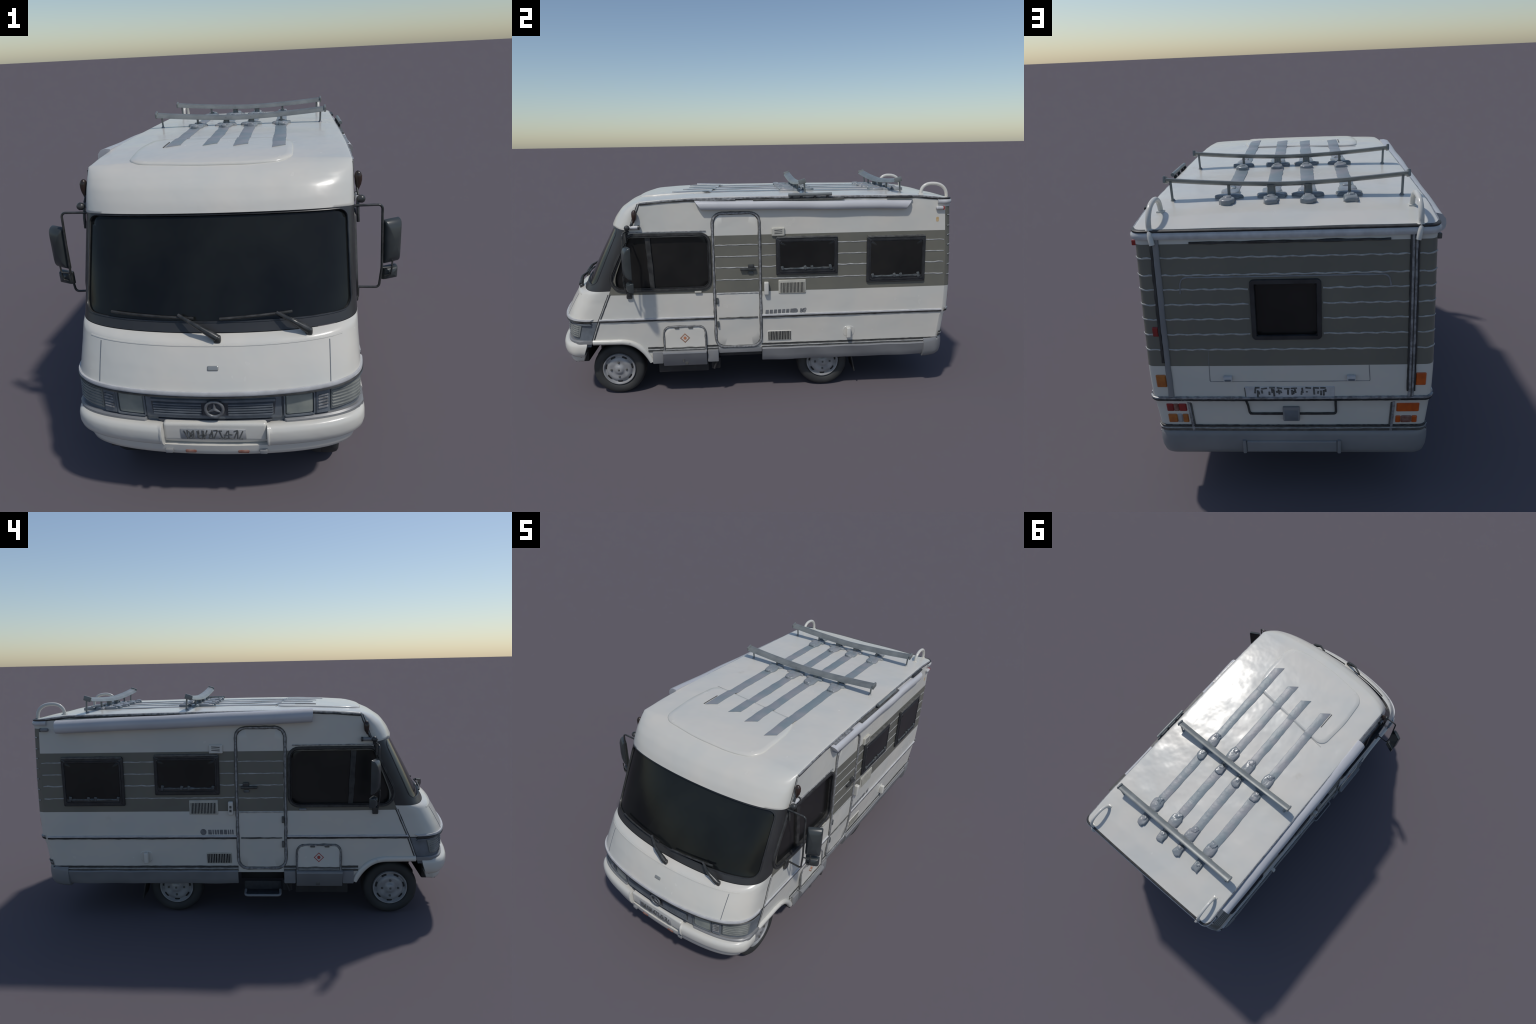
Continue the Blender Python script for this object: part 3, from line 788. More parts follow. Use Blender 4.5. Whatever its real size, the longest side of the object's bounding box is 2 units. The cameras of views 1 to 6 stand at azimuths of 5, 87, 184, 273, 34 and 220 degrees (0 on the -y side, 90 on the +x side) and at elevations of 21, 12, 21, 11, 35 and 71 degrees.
        parts = [plate("letter", m, [(0.178, 0.441), (0.185, 0.425), (0.203, 0.425), (0.211, 0.441), (0.203, 0.455), (0.186, 0.455)], 0.008, -0.0005, 0.001, INK, None, bv=0.0002, rings=2)]
        y = 0.171
        for i in range(9):
            wd = (0.017, 0.007, 0.009, 0.008, 0.016, 0.015, 0.007, 0.006, 0.007)[i]
            parts.append(plate("letter", m, [(y - wd, 0.428), (y, 0.428), (y + 0.001, 0.451), (y - wd + 0.002, 0.451)], 0.0015, -0.0005, 0.0008, INK, None, bv=0.0002, rings=2))
            y -= wd + 0.0035
        join("side_lettering", parts, INK, ROOT)
    # ---- gas locker hatch with warning diamond
    m0 = m
    m = lambda y, z, h, m0=m0: m0(y, z, h + 0.011 * min(1.0, max(0.0, (0.372 - z) / 0.12)))
    hatch = plate("locker_hatch", m, [(-0.449, 0.243), (-0.245, 0.243), (-0.245, 0.372), (-0.449, 0.372)], [0.002, 0.002, 0.035, 0.035], -0.026, 0.0018, WHITE, bv=0.001)
    HP = fillet([(-0.449, 0.238), (-0.449, 0.374), (-0.245, 0.374), (-0.245, 0.238)], 0.035, closed=False)
    ribbon("locker_frame_seal", m, HP, 0.011, -0.001, 0.003, SEAL, hatch, seed=33, wob=0.2)
    ribbon("locker_frame", m, HP, 0.005, 0.001, 0.0065, ALU, hatch, seed=34, wob=0.3)
    ribbon("locker_sill", m, [(-0.443, 0.2550), (-0.251, 0.2550)], 0.024, 0.001, 0.0045, SEAL, hatch, wob=0.1, flat=0.48)
    ribbon("locker_sill_bead", m, [(-0.443, 0.2570), (-0.251, 0.2570)], 0.004, 0.003, 0.006, LINE, hatch, wob=0.3)
    for y in (-0.385, -0.318): box("locker_hinge", m(y, 0.367, 0.004), (0.006, 0.022, 0.008), SEAL, hatch, 0.003)
    dc, dz, dr = -0.347, 0.3135, 0.0215
    DD = [(dc - dr, dz), (dc, dz - dr), (dc + dr, dz), (dc, dz + dr)]
    ribbon("warning_diamond", m, DD, 0.0048 if s < 0 else 0.0075, 0.001, 0.0026, REDPAINT if s < 0 else FADEDLINE, hatch, closed=True)
    plate("warning_dot", m, [(dc - .0105, dz), (dc, dz - .0115), (dc + .0105, dz), (dc, dz + .0115)], 0.008, 0.001, 0.0026, REDPAINT if s < 0 else FADED, hatch, bv=0.0003, rings=2)
    m = m0
    # ---- protruding locker box, side cheeks, under tray
    pf = [(0.430, 0.250), (0.460, 0.250), (0.468, 0.247), (0.470, 0.241), (0.467, 0.234), (0.446, 0.172), (0.442, 0.168), (0.420, 0.168)]
    vv = [(s * x, y, z) for y in (-0.4585, -0.456, -0.244, -0.2415) for x, z in (pf if -0.457 < y < -0.243 else [(a - 0.003, b if b > 0.26 else b + 0.001) for a, b in pf])]
    nf = len(pf)
    lb = mesh("locker_box", vv, [(i * nf + k, (i + 1) * nf + k, (i + 1) * nf + (k + 1) % nf, i * nf + (k + 1) % nf) for i in range(3) for k in range(nf)] + [tuple(range(nf)), tuple(3 * nf + k for k in range(nf))[::-1]], SKIRT, None, 30)
    box("locker_lock", (s * 0.4505, -0.343, 0.1835), (0.004, 0.016, 0.016), SEAL, lb, 0.0015)
    if s > 0: box("locker_lock", (s * 0.4560, -0.358, 0.202), (0.003, 0.008, 0.022), SEAL, lb, 0.001)
    box("sill_cheek", (s * 0.436, -0.485, 0.215), (0.032, 0.052, 0.062), SKIRT, None, 0.005, 2)
    box("sill_cheek", (s * 0.436, -0.211, 0.215), (0.032, 0.055, 0.062), SKIRT, None, 0.005, 2)
    box("under_tray", (s * 0.390, -0.362, 0.148), (0.06, 0.250, 0.046), CHASSIS, None, 0.004)
    box("sill_bracket", (s * 0.40, -0.200, 0.165), (0.05, 0.045, 0.055), CHASSIS, None, 0.004)
    tube("support_stay", [(s * 0.44, -0.190, 0.19), (s * 0.435, -0.208, 0.142)], 0.006, CHASSIS)
    # ---- rear skirt
    prof = [(0.425, 0.246), (0.445, 0.246), (0.449, 0.241), (0.447, 0.233), (0.441, 0.205), (0.434, 0.180), (0.430, 0.175), (0.415, 0.175)]
    ys = list(np.linspace(0.036, 0.905, 40)); verts = []
    for y in ys:
        for x, z in prof:
            yy = y if y < 0.9 else y - (0.246 - z) * 0.55
            verts.append((s * (x + 0.0012 * math.sin(y * 23 + z * 60)), yy, z + 0.001 * math.sin(y * 31)))
    nf = len(prof); faces = []
    for i in range(len(ys) - 1):
        for k in range(nf): faces.append((i * nf + k, (i + 1) * nf + k, (i + 1) * nf + (k + 1) % nf, i * nf + (k + 1) % nf))
    faces.append(tuple(range(nf))); faces.append(tuple((len(ys) - 1) * nf + k for k in range(nf))[::-1])
    mesh("rear_skirt", verts, faces, SKIRT, None, 45)
    # ---- small lamps and sticker high at the tail
    ml = box("tail_marker", m(0.914, 0.932, 0.005), (0.020, 0.036, 0.016), BRIGHT if s > 0 else SKIRT, None, 0.007, 3)
    box("marker_lens", m(0.932, 0.932, 0.005), (0.019, 0.008, 0.017), RED if s > 0 else SEAL, ml, 0.003)
    # ---- nose marker lamp and spot lamp beside the brow
    tl = [(s * (0.449 + dx), -0.556 + dy, z) for z, dx, dy in ((0.894, 0, -0.006), (0.902, 0.001, -0.004), (0.912, 0.002, -0.001), (0.925, 0.003, 0), (0.938, 0.002, 0), (0.947, 0.001, 0), (0.953, 0, 0), (0.955, 0, 0))]
    lamp = tube("nose_marker_lamp", tl, [0.004, 0.006, 0.010, 0.0118, 0.0125, 0.0105, 0.006, 0.001], LAMPBROWN, None, n=12)
    tube("marker_stem", [(s * 0.447, -0.562, 0.900), (s * 0.450, -0.576, 0.880)], 0.004, ARM, lamp)
    bb = [(s * (0.458 + dx), -0.592 + dx * 0.3, 0.872) for dx in (-0.014, -0.011, -0.005, 0.002, 0.008, 0.011, 0.012)]
    tube("spot_lamp", bb, [0.004, 0.009, 0.0125, 0.0135, 0.011, 0.006, 0.001], ARM, lamp, n=12)
    tube("spot_lamp_barrel", [(s * 0.4475, -0.590, 0.872), (s * 0.4475, -0.540, 0.872)], 0.0085, SKIRT if s < 0 else BRIGHT, lamp, n=12)
    tube("spot_lamp_barrel", [(s * 0.4475, -0.542, 0.872), (s * 0.4475, -0.534, 0.872)], 0.0105, ARM, lamp, n=12)

    # ---- door mirror: bent arm, main head, small wide-angle head
    arm = tube("mirror_arm", fillet([(s * 0.436, -0.602, 0.853), (s * 0.524, -0.602, 0.854), (s * 0.5285, -0.606, 0.650), (s * 0.5285, -0.606, 0.640), (s * 0.522, -0.602, 0.569), (s * 0.445, -0.602, 0.571)], [0, 0.014, 0.01, 0.01, 0.012, 0], closed=False), 0.0042, ARM, None, n=8)
    tube("mirror_arm_brace", [(s * 0.447, -0.592, 0.866), (s * 0.447, -0.604, 0.835), (s * 0.449, -0.603, 0.80)], 0.005, ARM, arm, n=8)
    def head(name, cx_, cy_, cz_, w, hgt, dep, yaw, lean=0.0):
        n_, k_ = 20, 7; verts = []; faces = []
        # bulging shell: superelliptic outline, dome towards the nose
        for j in range(k_ + 1):
            t = j / k_; f = (1 - t ** 3.2) ** 0.42 * (1 - 0.10 * t)
            d = dep * (t)
            for i in range(28):
                a = 2 * math.pi * i / 28
                ca_, sa_ = math.cos(a), math.sin(a)
                ex = 0.13
                px = math.copysign(abs(ca_) ** ex, ca_) * w / 2 * f; pz = math.copysign(abs(sa_) ** ex, sa_) * hgt / 2 * f
                verts.append((px + lean * pz, -d, pz))
        for j in range(k_):
            for i in range(28): faces.append((j * 28 + i, j * 28 + (i + 1) % 28, (j + 1) * 28 + (i + 1) % 28, (j + 1) * 28 + i))
        faces.append(tuple(range(28)))
        M = Matrix.Translation((s * cx_, cy_, cz_)) @ Matrix.Rotation(s * yaw, 4, 'Z')
        vv = [M @ Vector((s * v[0], v[1], v[2])) for v in verts]
        o = mesh(name, vv, faces, MIRROR, arm, 45)
        g = [M @ Vector((s * x, 0.0015, z)) for x, z in ((-w * .43, -hgt * .45), (w * .43, -hgt * .45), (w * .43, hgt * .45), (-w * .43, hgt * .45))]
        g2 = [p + (M.to_3x3() @ Vector((0, -0.003, 0))) for p in g]
        mesh("mirror_glass", g + g2, [(0, 1, 2, 3), (7, 6, 5, 4), (0, 4, 5, 1), (1, 5, 6, 2), (2, 6, 7, 3), (3, 7, 4, 0)], GLASS, o)
        return o
    head("mirror_head", 0.558, -0.574, 0.724, 0.066, 0.152, 0.030, 0.50, 0.0)
    head("mirror_small_head", 0.556, -0.566, 0.611, 0.060, 0.046, 0.028, 0.42, 0.0)
    tube("mirror_bracket", fillet([(s * 0.529, -0.606, 0.640), (s * 0.562, -0.602, 0.640), (s * 0.563, -0.602, 0.665)], 0.005, closed=False), 0.003, ARM, arm, n=6)
    tube("mirror_bracket", fillet([(s * 0.562, -0.602, 0.640), (s * 0.560, -0.600, 0.612), (s * 0.540, -0.598, 0.608)], 0.005, closed=False), 0.003, ARM, arm, n=6)
    box("mirror_foot", m(-0.603, 0.556, 0.008), (0.016, 0.024, 0.040), ARM, arm, 0.006, 2)
    ft = box("mirror_foot", m(-0.604, 0.535, 0.006), (0.014, 0.028, 0.022), ARM, arm, 0.008, 2)

# cosmetic sticker on the sunny side only
plate("ochre_sticker", side(1), rect(0.899, 0.864, 0.913, 0.888), 0.006, -0.0005, 0.0008, RUST, bv=0.0002, rings=2)

# plain sill under one door, retractable step under the other
box("door_sill", (0.428, -0.074, 0.2375), (0.026, 0.216, 0.026), SKIRT, None, 0.004)
box("door_sill", (0.418, -0.074, 0.215), (0.016, 0.216, 0.022), CHASSIS, None, 0.003)
step = box("entry_step", (-0.350, -0.077, 0.208), (0.03, 0.208, 0.070), HOLE, None, 0.003)
box("step_tread", (-0.415, -0.080, 0.124), (0.044, 0.166, 0.008), STEPBLUE, step, 0.002)
box("step_riser", (-0.385, -0.080, 0.150), (0.012, 0.180, 0.044), STEPBLUE, step, 0.003)
tube("step_edge", fillet([(-0.40, 0.004, 0.130), (-0.448, 0.004, 0.122), (-0.448, -0.164, 0.122), (-0.40, -0.164, 0.130)], 0.014, closed=False), 0.006, SKIRT, step, n=10)

# ------------------------------------------------------------------ awning cases and roof rail pieces
def awning(name, s, y0, y1, zf, zr, hgt, x0, dep, cut):
    n = 40; verts = []
    sec = [(0, 0.5), (0.35, 0.52), (0.72, 0.44), (0.95, 0.20), (1.0, -0.05), (0.96, -0.28), (0.80, -0.44), (0.45, -0.5), (0, -0.48)]
    for i in range(n):
        t = i / (n - 1)
        zc = zf + (zr - zf) * t
        for d, h in sec:
            y = y0 + (y1 - y0) * t
            if i == 0: y += cut * (0.5 - h)
            if i == n - 1: y -= cut * (0.5 - h)
            verts.append((s * (x0 + dep * d + 0.0010 * math.sin(y * 21)), y, zc + hgt * h + 0.0008 * math.sin(y * 14)))
    k = len(sec); faces = []
    for i in range(n - 1):
        for j in range(k): faces.append((i * k + j, (i + 1) * k + j, (i + 1) * k + (j + 1) % k, i * k + (j + 1) % k))
    faces.append(tuple(range(k))); faces.append(tuple((n - 1) * k + j for j in range(k))[::-1])
    return mesh(name, verts, faces, AWNING, None, 40)
aw = awning("awning_case", 1, -0.272, 0.770, 0.970, 0.953, 0.042, 0.432, 0.032, 0.034)
aw2 = awning("awning_case", -1, -0.318, 0.853, 0.981, 0.946, 0.060, 0.430, 0.051, 0.003)
m1 = side(1)
ribbon("awning_rail", m1, [(0.005, 0.9895), (0.44, 0.9895)], 0.007, 0.0, 0.020, SEAL, aw)
ribbon("awning_rail", m1, [(0.65, 0.990), (0.772, 0.989)], 0.010, 0.0, 0.018, RUBBER, aw)
ribbon("awning_rail", m1, [(-0.25, 0.992), (-0.08, 0.993)], 0.006, 0.0, 0.016, ALU, aw)
rod = tube("rail_rod", [(0.452, 0.172, 1.011), (0.452, 0.380, 1.012)], 0.0075, BAR, None, n=12)
for y in (0.19, 0.235, 0.30, 0.36): box("rail_rod_clip", (0.446, y, 1.000), (0.012, 0.012, 0.016), RUBBER, rod, 0.003)

# ------------------------------------------------------------------ roof: hatch panel, strips, bars, grab loops
HATCH = [(-0.300, -0.545), (-0.080, -0.578), (0.120, -0.580), (0.243, -0.552), (0.246, -0.320), (0.212, -0.212), (-0.300, -0.155), (-0.316, -0.340)]
hp = plate("roof_hatch", on_roof, HATCH, [0.06, 0.05, 0.05, 0.06, 0.05, 0.05, 0.05, 0.05], -0.004, 0.0055, WHITE, bv=0.004, step=0.02, rings=14, smooth=60)
ribbon("roof_hatch_seam", on_roof, fillet([(0.205, -0.2085), (-0.295, -0.152)], 0.01, closed=False), 0.002, -0.001, 0.0012, SKIRT, hp)

def strip(x0, y0, x1, y1, sd):
    rr = random.Random(sd)
    n = 70; verts = []
    sec = [(-0.5, -0.002), (-0.5, 0.6), (-0.44, 1), (0.44, 1), (0.5, 0.6), (0.5, -0.002)]
    wl = wr = 0
    for i in range(n):
        t = i / (n - 1)
        y = y0 + (y1 - y0) * t; x = x0 + (x1 - x0) * t
        over = y < -0.212 + (0.212 - x) / 0.512 * 0.057 + 0.006
        lift = 0.0055 if over else 0.0
        wl = 0.6 * wl + rr.uniform(-1, 1) * 0.0012; wr = 0.6 * wr + rr.uniform(-1, 1) * 0.0012
        for a, h in sec:
            xx = x + a * 0.048 + (wl if a < 0 else wr)
            yy = y + (0.018 * a * 2 if i == 0 else 0)
            verts.append(on_roof(xx, yy, lift + 0.0026 * max(h, -0.5)))
    k = len(sec); faces = []
    for i in range(n - 1):
        for j in range(k): faces.append((i * k + j, (i + 1) * k + j, (i + 1) * k + (j + 1) % k, i * k + (j + 1) % k))
    faces.append(tuple(range(k))); faces.append(tuple((n - 1) * k + j for j in range(k))[::-1])
    return mesh("roof_strip", verts, faces, STRIP, None, 40)
STR = [(0.196, -0.388, 0.183, 0.790), (0.058, -0.345, 0.045, 0.790), (-0.055, -0.320, -0.073, 0.790), (-0.190, -0.328, -0.204, 0.790)]
for i, a in enumerate(STR): strip(*a, 70 + i)
tube("roof_cable", [on_roof(-0.222, -0.345 + 0.02 * i, 0.006) for i in range(6)], 0.0025, SEAL)

def bar_z(x): return 1.045 + 0.022 * (abs(x) / 0.385) ** 1.6
def lump(name, c, size, mat, parent, sd, amp=0.12):
    """rounded, slightly crumpled metal casting"""
    me = bpy.data.meshes.new(name); bm = bmesh.new()
    bmesh.ops.create_icosphere(bm, subdivisions=3, radius=1)
    rr = random.Random(sd); ph = [rr.uniform(0, 6) for _ in range(6)]
    for v in bm.verts:
        d = v.co.copy()
        e = 0.55
        q = Vector([math.copysign(abs(k) ** e, k) for k in d])
        f = 1 + amp * math.sin(3.1 * d.x + ph[0]) * math.sin(3.7 * d.y + ph[1]) + amp * 0.6 * math.sin(6 * d.y + ph[2] + 4 * d.x)
        v.co = Vector((q.x * size[0] / 2 * f, q.y * size[1] / 2 * f, q.z * size[2] / 2 * (1 + amp * math.sin(5 * d.x + ph[3]) * math.sin(4 * d.y + ph[4])))) + Vector(c)
    bm.to_mesh(me); bm.free()
    for p in me.polygons: p.use_smooth = True
    return link(name, me, mat, parent)

for by, k in ((0.246, 0), (0.719, 1)):
    xs = np.linspace(-0.385, 0.385, 29); verts = []
    sec = [(-0.0175, -0.005), (-0.016, 0.005), (-0.011, 0.008), (0.009, 0.008), (0.016, 0.0045), (0.0175, -0.0045), (0.012, -0.008), (-0.012, -0.008)]
    for x in xs:
        for a, h in sec:
            tilt = 0.30
            verts.append((x, by + a * math.cos(tilt) - h * math.sin(tilt) * -1, bar_z(x) + h * math.cos(tilt) - a * math.sin(tilt) * -1))
    m_ = len(sec); faces = []
    for i in range(len(xs) - 1):
        for j in range(m_): faces.append((i * m_ + j, (i + 1) * m_ + j, (i + 1) * m_ + (j + 1) % m_, i * m_ + (j + 1) % m_))
    faces.append(tuple(range(m_))); faces.append(tuple((len(xs) - 1) * m_ + j for j in range(m_))[::-1])
    bar = mesh("roof_bar", verts, faces, BAR, None, 40)
    for s in (1, -1):
        box("bar_end_cap", (s * 0.387, by, bar_z(0.387) + 0.001), (0.010, 0.036, 0.024), BAR, bar, 0.005, 2, rot=(0.30, 0, 0))
        tube("bar_post", [(s * 0.366, by + 0.018, roof_at(0.366, by) - 0.004), (s * 0.368, by + 0.012, 1.064)], 0.0042, BAR, bar, n=8)
        tube("bar_post_foot", [(s * 0.366, by + 0.012, roof_at(0.366, by + 0.012) - 0.002), (s * 0.366, by + 0.012, roof_at(0.366, by) + 0.006)], [0.010, 0.005], SADDLE, bar, n=10)
    for i, (x0, y0, x1, y1) in enumerate(STR):
        x = x0 + (x1 - x0) * (by - y0) / (y1 - y0)
        zz = roof_at(x, by)
        sd = 100 + 10 * k + i
        sadd = lump("roof_saddle", (x + 0.003, by - 0.052, zz + 0.002), (0.058, 0.092, 0.024), SADDLE, None, sd)
        lump("saddle_clamp", (x + 0.003, by - 0.082, zz + 0.009), (0.030, 0.034, 0.018), SADDLE, sadd, sd + 50, 0.2)
        lump("saddle_flange", (x, by - 0.004, zz + 0.002), (0.098 if i in (1, 2) else 0.085, 0.042, 0.020), SADDLE, sadd, sd + 100)
        lump("saddle_foot", (x, by + 0.055, zz + 0.003), (0.046, 0.058, 0.022), SADDLE, sadd, sd + 150)
        lump("saddle_clamp", (x, by + 0.040, zz + 0.009), (0.024, 0.026, 0.016), SADDLE, sadd, sd + 170, 0.2)
        if i in (1, 2):
            tube("saddle_pedestal", [(x, by + 0.004, zz + 0.005), (x, by + 0.004, zz + 0.012), (x, by + 0.003, bar_z(x) - 0.010), (x, by + 0.003, bar_z(x))], [0.024, 0.014, 0.013, 0.018], BAR, sadd, n=12)
        else:
            tube("saddle_pin", [(x, by, zz), (x, by, bar_z(x))], 0.005, BAR, sadd, n=8)

for s in (1, -1):
    P = []
    for i in range(25):
        a = math.pi * i / 24
        c_, s_ = math.cos(a), math.sin(a)
        P.append((s * (0.381 - 0.001 * c_), 0.9010 - 0.065 * math.copysign(abs(c_) ** 0.85, c_), 0.984 + 0.006 * c_ + 0.062 * s_ ** 0.8))
    P += [(s * 0.380, 0.972, 0.972), (s * 0.377, 0.981, 0.960), (s * 0.373, 0.984, 0.940)]
    loop = tube("grab_loop", P, 0.0082, WHITE, None, n=12)
    box("loop_foot", (s * 0.380, 0.836, 0.996), (0.024, 0.024, 0.010), WHITE, loop, 0.004, 2)
    box("loop_foot", (s * 0.381, 0.964, 0.976), (0.024, 0.020, 0.012), WHITE, loop, 0.004, 2)

# ------------------------------------------------------------------ rear wall fittings
def cornice(z0, z1, h1, mat, name, ext):
    # band that wraps round both rear corners under the roof
    path = []
    zc = (z0 + z1) / 2; w = W(zc); ys = corner_start(zc)
    pts = [(w, ys - ext)] + [(u * w, rear_y(u * w, zc)) for u in [math.sin(q * math.pi / 2) for q in np.linspace(1, -1, 61)]] + [(-w, ys - ext)]
    verts = []; n = len(pts)
    sec = [(-0.003, z0), (h1 * 0.7, z0), (h1, z0 + (z1 - z0) * 0.3), (h1, z1 - (z1 - z0) * 0.3), (h1 * 0.5, z1), (-0.003, z1)]
    for i, p in enumerate(pts):
        a = pts[max(0, i - 1)]; b = pts[min(n - 1, i + 1)]
        t = Vector((b[0] - a[0], b[1] - a[1])); t.normalize()
        nn = Vector((t.y, -t.x)); 
        if nn.dot(Vector((p[0], p[1] - 0.8))) < 0: nn = -nn
        for d, z in sec: verts.append((p[0] + nn.x * d, p[1] + nn.y * d, z))
    k = len(sec); faces = []
    for i in range(n - 1):
        for j in range(k): faces.append((i * k + j, (i + 1) * k + j, (i + 1) * k + (j + 1) % k, i * k + (j + 1) % k))
    faces.append(tuple(range(k))); faces.append(tuple((n - 1) * k + j for j in range(k))[::-1])
    return mesh(name, verts, faces, mat, None, 45)
cornice(0.953, 0.973, 0.011, BRIGHT, "rear_cornice", 0.035)
cornice(0.973, 0.981, 0.008, RUBBER, "rear_cornice_seal", 0.030)
ribbon("rear_shadow_gap_strip", rear, [(x, 0.9405) for x in np.linspace(-0.30, 0.27, 20)], 0.008, 0, 0.004, RUBBER, step=1, wob=0.3)  # black bead modelling the shadow gap below the cornice
# vertical tail rails
for s in (1, -1):
    pth = [(s * (0.366 + 0.010 * (0.986 - z) / 0.55), z) for z in np.linspace(0.955, 0.427, 30)]
    rail = ribbon("tail_rail", rear, pth, 0.018, 0, 0.006, ALU if s < 0 else SKIRT, step=1, wob=0.08, seed=2)
    for d in (-0.011, 0.011) if s < 0 else (0.013,):
        ribbon("tail_rail_seal", rear, [(p[0] + d, p[1]) for p in pth if p[1] > (0.54 if s > 0 else 0.43)], 0.005 if s < 0 else 0.009, 0, 0.005, RUBBER, rail, step=1, wob=0.25, seed=3)
    if s < 0: ribbon("tail_rail_seal", rear, pth, 0.003, 0.005, 0.0075, RUBBER, rail, step=1, wob=0.3, seed=5)
# rear window
rw = ribbon("rear_window", rear, fillet(rect(-0.097, 0.640, 0.097, 0.820), 0.006), 0.015, -0.002, 0.006, FRAME, closed=True, flat=0.4)
plate("window_pane", rear, rect(-0.096, 0.640, 0.096, 0.820), 0.008, -0.016, -0.007, PANE, rw, bv=0.001)
reveal("rear_window_reveal", rear, rw_hole, 0.001, -0.009, RUBBER, rw)
# pressed outline around the window
ribbon("pressed_outline", rear, fillet([(0.310, 0.785), (0.306, 0.836), (-0.298, 0.836), (-0.304, 0.800)], 0.02, closed=False), 0.005, 0, 0.002, SKIRT, wob=0.3)
ribbon("hatch_outline", rear, fillet([(0.243, 0.600), (0.247, 0.483), (-0.250, 0.483), (-0.246, 0.540)], 0.004, closed=False), 0.0022, 0, 0.0008, SKIRT, wob=0.3)
for x in (0.189, -0.192):
    h_ = box("hatch_handle", rear(x, 0.498, 0.006), (0.028, 0.012, 0.018), BRIGHT, None, 0.004, 2)
    box("hatch_grip", rear(x, 0.495, 0.0125), (0.020, 0.004, 0.006), GRILLE, h_, 0.0015)
# number plate and its bracket
pl = plate("rear_number_plate", rear, rect(-0.141, 0.424, 0.140, 0.463), 0.002, -0.001, 0.002, BRIGHT, bv=0.0008)
glyphs("plate_lettering", lambda a, b, h: rear(a, b, h), 0.112, -0.118, 0.427, 0.459, 10, DARKINK, pl, 23, 0.0015, 0.0028, 0.4)
ribbon("plate_edge", rear, [(0.140, 0.460), (0.138, 0.422)], 0.003, 0, 0.003, SEAL, pl)
ribbon("plate_bracket", rear, fillet([(0.139, 0.410), (0.131, 0.349), (-0.146, 0.349), (-0.144, 0.410)], 0.008, closed=False), 0.0075, -0.001, 0.006, RUBBER, wob=0.12)
lk = box("tail_lock", rear(-0.003, 0.352, 0.004), (0.054, 0.014, 0.054), SKIRT, None, 0.004, 2)
box("lock_face", rear(-0.003, 0.348, 0.0105), (0.044, 0.003, 0.040), GRILLE, lk, 0.001)
# lower panel side seams that bound the lamp pods
for s in (1, -1):
    ribbon("lamp_pod_seam", rear, fillet([(s * 0.345, 0.414), (s * 0.327, 0.405), (s * 0.323, 0.275)], 0.015, closed=False), 0.010, 0, 0.005, ALU, wob=0.1)
    ribbon("lamp_pod_seam", rear, fillet([(s * 0.338, 0.410), (s * 0.3195, 0.400), (s * 0.3165, 0.275)], 0.015, closed=False), 0.004, 0, 0.004, SEAL, wob=0.2)
# tail lamps
def lamp(name, x0, x1, z0, z1, mat): return plate(name, rear, rect(x0, z0, x1, z1), 0.004, -0.001, 0.004, mat, bv=0.003, step=0.01)
lamp("tail_light", 0.336, 0.362, 0.358, 0.392, RED); lamp("tail_light", 0.362, 0.379, 0.358, 0.392, RUSTRED); lamp("tail_light", 0.379, 0.402, 0.358, 0.392, RED)
lamp("tail_light", 0.335, 0.354, 0.310, 0.346, AMBER); lamp("reversing_light", 0.355, 0.371, 0.310, 0.346, PLATEGREY); lamp("tail_light", 0.372, 0.402, 0.310, 0.346, AMBER)
lamp("tail_light", -0.408, -0.337, 0.354, 0.391, ORANGE)
lamp("tail_light", -0.352, -0.336, 0.308, 0.337, ORANGE); lamp("tail_light", -0.386, -0.353, 0.308, 0.337, RUSTRED); lamp("tail_light", -0.404, -0.387, 0.308, 0.337, ORANGE)
lamp("rear_indicator", 0.386, 0.418, 0.462, 0.509, AMBER); lamp("rear_indicator", -0.420, -0.388, 0.465, 0.511, ORANGE)
lamp("rear_reflector", 0.389, 0.408, 0.645, 0.678, RED)

# ------------------------------------------------------------------ rear bumper
def rb_plan(q):
    # q: -1..1 along the bumper, includes the forward returns on both sides
    L1, L2 = 0.075, 0.86
    tot = L1 * 2 + L2; d = (q + 1) / 2 * tot
    r = 0.05
    path = fillet([(0.447, 0.865), (0.441, 0.966), (-0.441, 0.966), (-0.447, 0.865)], [0, r, r, 0], n=8, closed=False)
    path = densify(path, 0.015, False)
    return path
pth = rb_plan(0)
sec = [(-0.050, 0.282), (-0.010, 0.282), (0.0, 0.274), (0.004, 0.258), (0.005, 0.232), (0.003, 0.208), (-0.003, 0.188), (-0.014, 0.177), (-0.060, 0.175)]
verts = []; n = len(pth)
for i, p in enumerate(pth):
    a, b = pth[max(0, i - 1)], pth[min(n - 1, i + 1)]
    t = (b - a).normalized(); nn = Vector((t.y, -t.x))
    if nn.dot(p - Vector((0, 0.85))) < 0: nn = -nn
    side_k = max(0, min(1, (0.975 - p.y) / 0.09))      # the ends drop to meet the skirt
    for d, z in sec:
        zz = z - side_k * 0.012 * (1 if z < 0.25 else 1.2)
        verts.append((p.x + nn.x * d, p.y + nn.y * d - 0.004 - side_k * 0.012 * 0, zz))
k = len(sec); faces = []
for i in range(n - 1):
    for j in range(k): faces.append((i * k + j, (i + 1) * k + j, (i + 1) * k + (j + 1) % k, i * k + (j + 1) % k))
faces.append(tuple(range(k))); faces.append(tuple((n - 1) * k + j for j in range(k))[::-1])
rbump = mesh("rear_bumper", verts, faces, SKIRT, None, 50)
box("bumper_step", (0.0, 0.956, 0.218), (0.300, 0.032, 0.044), SKIRT, rbump, 0.006, 3)
for x in (-0.156, 0.156): box("bumper_rib", (x, 0.957, 0.218), (0.013, 0.036, 0.052), SKIRT, rbump, 0.005, 2)

